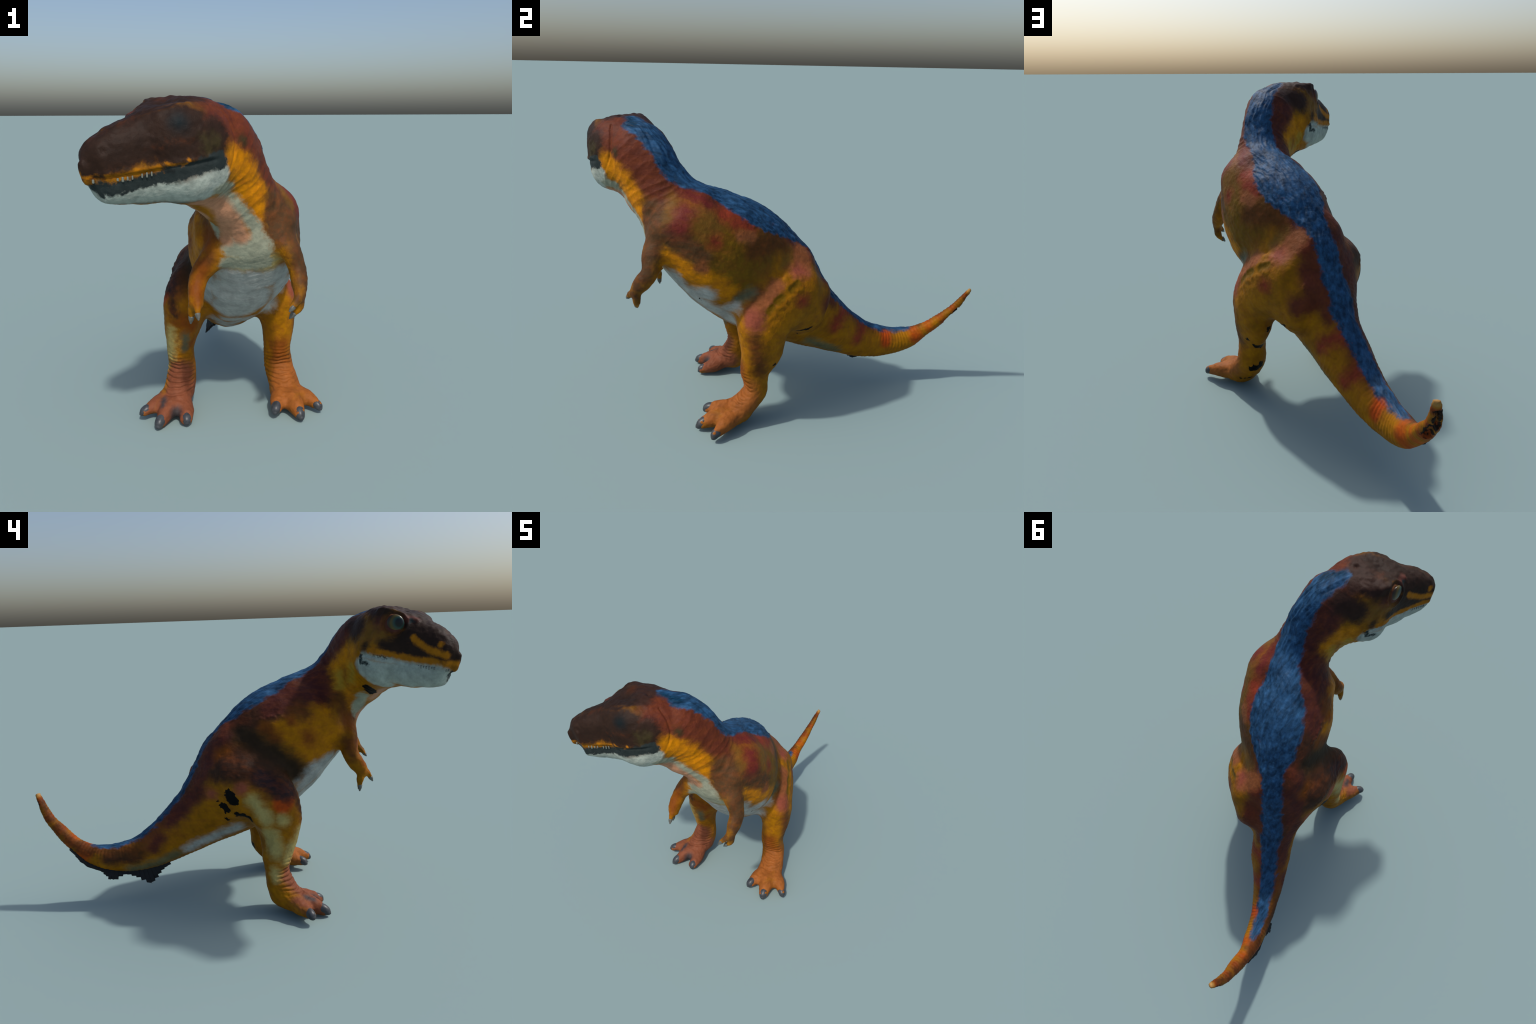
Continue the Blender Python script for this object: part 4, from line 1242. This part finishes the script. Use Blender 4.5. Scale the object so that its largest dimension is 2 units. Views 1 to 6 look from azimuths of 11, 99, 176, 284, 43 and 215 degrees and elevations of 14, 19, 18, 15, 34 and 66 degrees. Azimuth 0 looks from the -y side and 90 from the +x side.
def relief(V, N):
    out = np.zeros(len(V))
    for c, h in MUSCLES:
        c = np.array(c)
        i = np.where(((V - c)**2).sum(1) < .02)[0]
        out[i] += h * np.exp(-((V[i] - c)**2).sum(1) / (2 * .045**2))
    t, a, b, over, r = TUBE['trunk'].local(V)
    spine = np.r_[0, np.cumsum(np.linalg.norm(np.diff(TUBE['trunk'].c, axis=0), axis=1))]
    s = np.interp(t * TUBE['trunk'].n, np.arange(len(spine)), spine)
    ang = np.arctan2(a, b)
    rad = np.sqrt(a * a + b * b)
    # soft lumps and pores of the whole hide
    out += -.0022 + .0022 * noise(V * 16, 1) + .0010 * noise(V * 55, 2) + .0005 * noise(V * 130, 3)
    # feather mantle along the back: combed strands, raised and ragged at its rim
    d = np.full(len(V), 9.)
    for A, B, R in PAINT['blue']:
        d = np.minimum(d, along(V, A, B)[0] - R)
    d += .014 * noise(V * 40, 4)
    m = smooth(-d, -.004, .008)
    i = np.where(m > 0)[0]
    fan = ang[i] * np.minimum(rad[i], .3) + .012 * noise(V[i] * 14, 5)
    st = streaks(s[i] * 11 + 3 * abs(ang[i]), fan * 52, 6) + .5 * streaks(s[i] * 24, fan * 105, 7)
    out[i] += m[i] * (.0012 + .0044 * st)
    # neck: skin folds that ring the throat and cheeks
    k = smooth(t, 14.3, 15.2) * (1 - smooth(t, 17.5, 18)) * (1 - m)
    i = np.where(k > 0)[0]
    w = np.sin(2 * np.pi * (s[i] + .02 * np.cos(ang[i]) + .022 * noise(V[i] * 9, 8)) / .034)
    out[i] += k[i] * .0024 * (1 + .8 * noise(V[i] * 9, 17)) * (1 - np.sqrt(np.maximum(0, 1 - .5 * (w + 1)))) * np.minimum(1, 1.2 * np.sin(abs(ang[i])))
    # fine creases around the tail
    k = (1 - smooth(t, 8., 9.5)) * (1 - m)
    out += k * .0006 * (1 + noise(V * 8, 18)) * np.sin(2 * np.pi * (s + .014 * noise(V * 12, 9)) / .019)
    # flank wrinkles
    k = smooth(t, 9.5, 10.5) * (1 - smooth(t, 13.5, 14.3)) * smooth(abs(ang), .9, 1.6) * (1 - smooth(abs(ang), 2.3, 2.8))
    out += k * .0020 * noise(np.stack([V[:, 0] * 30, (V[:, 1] * .75 - V[:, 2] * .66) * 18, (V[:, 1] * .66 + V[:, 2] * .75) * 60], 1), 10)
    # shins and ankles: stacked cross creases
    leg = (V[:, 2] < .33) & (abs(V[:, 0]) > .1) & (V[:, 1] < .12)
    k = leg * smooth(V[:, 2], .075, .11) * (1 - smooth(V[:, 2], .20, .32)) * smooth(-N[:, 1], -.1, .5)
    w = np.sin(2 * np.pi * (V[:, 2] + .4 * (V[:, 1] + .1) * 0 + .007 * noise(V * 22, 11)) / .019)
    out += k * .0044 * np.minimum(w, .3)
    # knuckle bumps on the feet
    k = (V[:, 2] < .11) * (N[:, 2] > 0)
    out += k * .0018 * noise(V * 48, 12)
    # thigh: dimpled ovals, pits, rows of big scales
    for A, B, R in PAINT['dent']:
        out -= .0028 * smooth(R + .002 - along(V, A, B)[0], 0, .016)
    for A, B, R in PAINT['hollow']:
        out -= .017 * smooth(R + .003 * noise(V * 90, 19) - along(V, A, B)[0], 0, .008)
    for c, R, h in PITS:
        out += h * np.exp(-((V - np.array(c))**2).sum(1) / (2 * (R * .6)**2))
    for row, gap, size, height in [(q, .017, .0058, .0045) for q in SCALE_ROWS] + [(q, .025, .0085, .0034) for q in PLATE_ROWS]:
        P = np.array(row)
        L = np.r_[0, np.cumsum(np.linalg.norm(np.diff(P, axis=0), axis=1))]
        for j, q in enumerate(np.arange(0, L[-1], gap)):
            c = np.array([np.interp(q, L, P[:, x]) for x in range(3)]) + (0, 0, .006 * math.sin(j * 2.3))
            out += height * np.exp(-((V - c)**2).sum(1) / (2 * size**2))
    # head
    ha, lat, above = head_coords(V)
    head = smooth(ha, -.12, -.03) * (V[:, 2] > 1.0)
    # lips overhang the lower jaw; a groove between them
    k = head * smooth(ha, -.07, .0) * (1 - smooth(ha, .30, .345))
    left = smooth(lat, -.02, .03)
    out -= k * (.004 + .003 * left) * np.exp(-(above / .0055)**2)
    out -= k * left * .004 * smooth(-above, 0, .008) * (1 - smooth(-above, .02, .06))
    out += k * (1 - smooth(ha, .31, .34)) * .003 * np.exp(-((above - .012) / .010)**2) * (1 + noise(V * 60, 13))
    # knobbly crown and snout ridges
    crown = head * smooth(N[:, 2], .3, .8) * (V[:, 2] > 1.25)
    out += crown * (.0030 * noise(V * 38, 14) - .0035 * np.maximum(0, noise(V * 26, 15)))
    for b in BROWS:
        out += .011 * np.exp(-(line(V, b) / .014)**2)
    for c, ring, depth in ((EYE_R, .044, .008),):
        e = np.linalg.norm(V - np.array(c), axis=1)
        out -= depth * np.exp(-((e - ring) / .0065)**2)
        out += .5 * depth * np.exp(-((e - ring - .013) / .007)**2)
    out += .004 * np.exp(-((V - np.array(EYE_L))**2).sum(1) / .0012)
    for c in NOSTRILS:
        e = np.linalg.norm(V - np.array(c), axis=1)
        out += -.004 * np.exp(-(e / .009)**2) + .0006 * np.exp(-((e - .02) / .008)**2)
    for f in FOLDS:
        out -= .0055 * np.exp(-(line(V, f) / .006)**2)
    cheek = head * (above > .01) * (ha < .1)
    out += cheek * .0016 * noise(V * 45, 16)
    return out

# ------------------------------------------------------------------ skin mesh
def surface_nets(step, coarse=4):
    lo = np.min([s.lo for s in TUBE.values()], axis=0) - .02
    hi = np.max([s.hi for s in TUBE.values()], axis=0) + .02
    n = np.ceil((hi - lo) / (step * coarse)).astype(int)
    G = np.stack(np.meshgrid(*[np.arange(k) for k in n], indexing='ij'), -1).reshape(-1, 3)
    mid = lo + (G + .5) * step * coarse
    G = G[abs(body_field(mid)) < step * coarse * 1.5]
    o = np.stack(np.meshgrid(*[np.arange(coarse)] * 3, indexing='ij'), -1).reshape(-1, 3)
    I = (G[:, None] * coarse + o).reshape(-1, 3)
    F = np.full(tuple(n * coarse), 1., np.float32)
    F[tuple(I.T)] = body_field(lo + I * step)
    # fill the unvisited inside: cells whose coarse middle is inside
    known = np.zeros(tuple(n), bool)
    known[tuple(G.T)] = True
    m = body_field(mid).reshape(tuple(n))
    deep = np.kron((~known & (m < 0)).astype(np.int8), np.ones((coarse,) * 3, np.int8)).astype(bool)
    F[deep] = -1
    S = F < 0
    corners = [(i, j, k) for i in (0, 1) for j in (0, 1) for k in (0, 1)]
    cut = lambda A, c: A[c[0]:A.shape[0]-1+c[0], c[1]:A.shape[1]-1+c[1], c[2]:A.shape[2]-1+c[2]]
    count = sum(cut(S, c).astype(np.int8) for c in corners)
    cells = np.argwhere((count > 0) & (count < 8))
    ids = np.full(tuple(np.array(F.shape) - 1), -1, np.int32)
    ids[tuple(cells.T)] = np.arange(len(cells))
    val = np.stack([F[tuple((cells + c).T)] for c in corners], 1)
    acc, num = np.zeros((len(cells), 3)), np.zeros(len(cells))
    for a in range(8):
        for b in range(a + 1, 8):
            ca, cb = np.array(corners[a]), np.array(corners[b])
            if abs(ca - cb).sum() != 1:
                continue
            x = (val[:, a] < 0) != (val[:, b] < 0)
            t = np.where(x, val[:, a] / np.where(x, val[:, a] - val[:, b], 1), 0)
            acc += x[:, None] * (ca + t[:, None] * (cb - ca))
            num += x
    V = lo + (cells + acc / num[:, None]) * step
    faces = []
    for ax in range(3):
        u, w = (ax + 1) % 3, (ax + 2) % 3
        A = S.take(range(S.shape[ax] - 1), ax)
        B = S.take(range(1, S.shape[ax]), ax)
        for flip, M in ((False, A & ~B), (True, ~A & B)):
            e = np.argwhere(M)
            e = e[(e[:, u] > 0) & (e[:, w] > 0)]
            q = []
            for du, dw in ((0, 0), (-1, 0), (-1, -1), (0, -1)):
                c = e.copy()
                c[:, u] += du
                c[:, w] += dw
                q.append(ids[tuple(c.T)])
            q = np.stack(q, 1)
            faces.append(q[:, ::-1] if flip else q)
    return V, np.concatenate(faces)


def relax(V, Q, rounds):
    e = np.unique(np.sort(np.concatenate([Q[:, [0, 1]], Q[:, [1, 2]], Q[:, [2, 3]], Q[:, [3, 0]]]), axis=1), axis=0)
    deg = np.bincount(e.ravel(), minlength=len(V))
    for k in range(rounds):
        for lam in (.5, -.52):
            s = np.stack([np.bincount(e[:, 0], V[e[:, 1], a], len(V)) + np.bincount(e[:, 1], V[e[:, 0], a], len(V)) for a in range(3)], 1)
            V = V + lam * (s / deg[:, None] - V)
    return V


def refine(V, Q):
    """every quad into four"""
    n = len(V)
    E = np.sort(np.stack([Q, np.roll(Q, -1, axis=1)], -1).reshape(-1, 2), axis=1)
    key, inv = np.unique(E[:, 0].astype(np.int64) * n + E[:, 1], return_inverse=True)
    mid = (V[key // n] + V[key % n]) / 2
    e = n + inv.reshape(-1, 4)
    c = n + len(mid) + np.arange(len(Q))
    W = np.concatenate([V, mid, V[Q].mean(1)])
    quads = [np.stack([Q[:, k], e[:, k], c, e[:, k - 1]], 1) for k in range(4)]
    return W, np.concatenate(quads)

# ------------------------------------------------------------------ blender
import bpy

STEP = .0072


def mesh_from(name, V, Q):
    me = bpy.data.meshes.new(name)
    me.vertices.add(len(V))
    me.vertices.foreach_set('co', np.ascontiguousarray(V, np.float32).ravel())
    me.loops.add(Q.size)
    me.loops.foreach_set('vertex_index', np.ascontiguousarray(Q, np.int32).ravel())
    me.polygons.add(len(Q))
    me.polygons.foreach_set('loop_start', np.arange(len(Q), dtype=np.int32) * Q.shape[1])
    me.update(calc_edges=True)
    me.validate()
    me.polygons.foreach_set('use_smooth', np.ones(len(me.polygons), bool))
    return me


def read(me):
    V = np.empty(len(me.vertices) * 3, np.float32)
    me.vertices.foreach_get('co', V)
    Q = np.empty(len(me.loops), np.int32)
    me.loops.foreach_get('vertex_index', Q)
    return V.reshape(-1, 3).astype(float), Q.reshape(-1, 4)


def normals(me):
    N = np.empty(len(me.vertices) * 3, np.float32)
    me.vertices.foreach_get('normal', N)
    return N.reshape(-1, 3).astype(float)


def put(name, me, parent=None, mat=None):
    ob = bpy.data.objects.new(name, me)
    bpy.context.scene.collection.objects.link(ob)
    ob.parent = parent
    if mat and me:
        me.materials.append(mat)
    return ob


V, Q = surface_nets(STEP)
V = relax(V, Q, 4)
V, Q = refine(V, Q)
V = relax(V, Q, 2)
whole = mesh_from('whole', V, Q)
N = normals(whole)
bpy.data.meshes.remove(whole)
V = V + N * relief(V, N)[:, None]
V[:, 2] = np.maximum(V[:, 2], 0)
whole = mesh_from('whole', V, Q)
N = normals(whole)

# ---- which part does every face belong to
keys = list(TUBE)
part_of = {'head': ['head'] + [k for k in keys if k.startswith('brow')]}
F = np.stack(fields(V))
group = {'trunk': 'trunk', 'head': 'head', 'legL': 'hindlimb', 'legR': 'hindlimb.001', 'calfL': 'hindlimb', 'calfR': 'hindlimb.001',
         'buttL': 'hindlimb', 'buttR': 'hindlimb.001', 'armL': 'forelimb', 'armR': 'forelimb.001'}
KIND = ['tail', 'torso', 'neck', 'head', 'jaw', 'hindlimb', 'hindlimb.001', 'foot', 'foot.001', 'forelimb', 'forelimb.001', 'hand', 'hand.001']


def kind_of(k):
    if k.startswith('brow'):
        return 'head'
    if k.startswith('toe'):
        return 'foot' if '_L' in k else 'foot.001'
    if k.startswith('fin'):
        return 'hand' if '_L' in k else 'hand.001'
    return group[k]


near = F.argmin(0)
lab = np.empty(len(V), int)
for i, k in enumerate(keys):
    g = kind_of(k)
    lab[near == i] = KIND.index('torso' if g == 'trunk' else g)
t = TUBE['trunk'].local(V)[0]
tr = lab == KIND.index('torso')
lab[tr & (t < 8.3)] = KIND.index('tail')
lab[tr & (t > 14.3)] = KIND.index('neck')
for a, b in (('hindlimb', 'foot'), ('hindlimb.001', 'foot.001')):
    lab[(lab == KIND.index(a)) & (V[:, 2] < .12)] = KIND.index(b)
lab[(lab == KIND.index('head')) & below_mouth(V)] = KIND.index('jaw')
flab = np.sort(lab[Q], axis=1)[:, 1]

mats = build_materials(bpy)
thing = bpy.data.objects.new('toy_dinosaur', None)
thing['label'] = 'painted toy carnivorous dinosaur, orange and brown with blue feathered back'
thing['category'] = 'toy dinosaur'
bpy.context.scene.collection.objects.link(thing)
parts = {}
inside = {'jaw': 'head', 'foot': 'hindlimb', 'foot.001': 'hindlimb.001', 'hand': 'forelimb', 'hand.001': 'forelimb.001'}
for i, name in enumerate(KIND):
    q = Q[flab == i]
    if not len(q):
        continue
    used, inv = np.unique(q, return_inverse=True)
    pm = mesh_from(name, V[used], inv.reshape(q.shape))
    pm.normals_split_custom_set_from_vertices(N[used].tolist())
    parts[name] = put(name, pm, None, mats['skin'](pm))
for name, ob in parts.items():
    ob.parent = parts[inside[name]] if name in inside else thing


def loft(name, stations, ref, ring=16, power=2.0):
    """a closed tube with rounded ends"""
    s = Sweep(stations, ref, power, n=5)
    v, f = [], []
    a = np.linspace(0, 2 * np.pi, ring, endpoint=False)
    ca, sa = np.cos(a), np.sin(a)
    for c, sd, up, r in zip(s.c, s.side, s.up, s.r):
        h = np.where(sa > 0, r[1], r[2])
        v += list(c + np.outer(ca * r[0], sd) + np.outer(sa * h, up))
    n = len(s.c)
    for i in range(n - 1):
        for j in range(ring):
            k = (j + 1) % ring
            f.append((i*ring + j, i*ring + k, i*ring + ring + k, i*ring + ring + j))
    ends = [tuple(s.c[0] - s.T[0] * s.r[0].min() * .5), tuple(s.c[-1] + s.T[-1] * s.r[-1].min() * .6)]
    b = len(v)
    v += [np.array(e) for e in ends]
    for j in range(ring):
        k = (j + 1) % ring
        f.append((b, k, j))
        f.append((b + 1, (n-1)*ring + j, (n-1)*ring + k))
    m = bpy.data.meshes.new(name)
    m.from_pydata([tuple(x) for x in v], [], f)
    m.update()
    import bmesh
    bm = bmesh.new()
    bm.from_mesh(m)
    bmesh.ops.recalc_face_normals(bm, faces=bm.faces)
    bm.to_mesh(m)
    bm.free()
    m.polygons.foreach_set('use_smooth', np.ones(len(m.polygons), bool))
    return m


add_details(parts, loft, put, mats, bpy)
bpy.data.meshes.remove(whole)
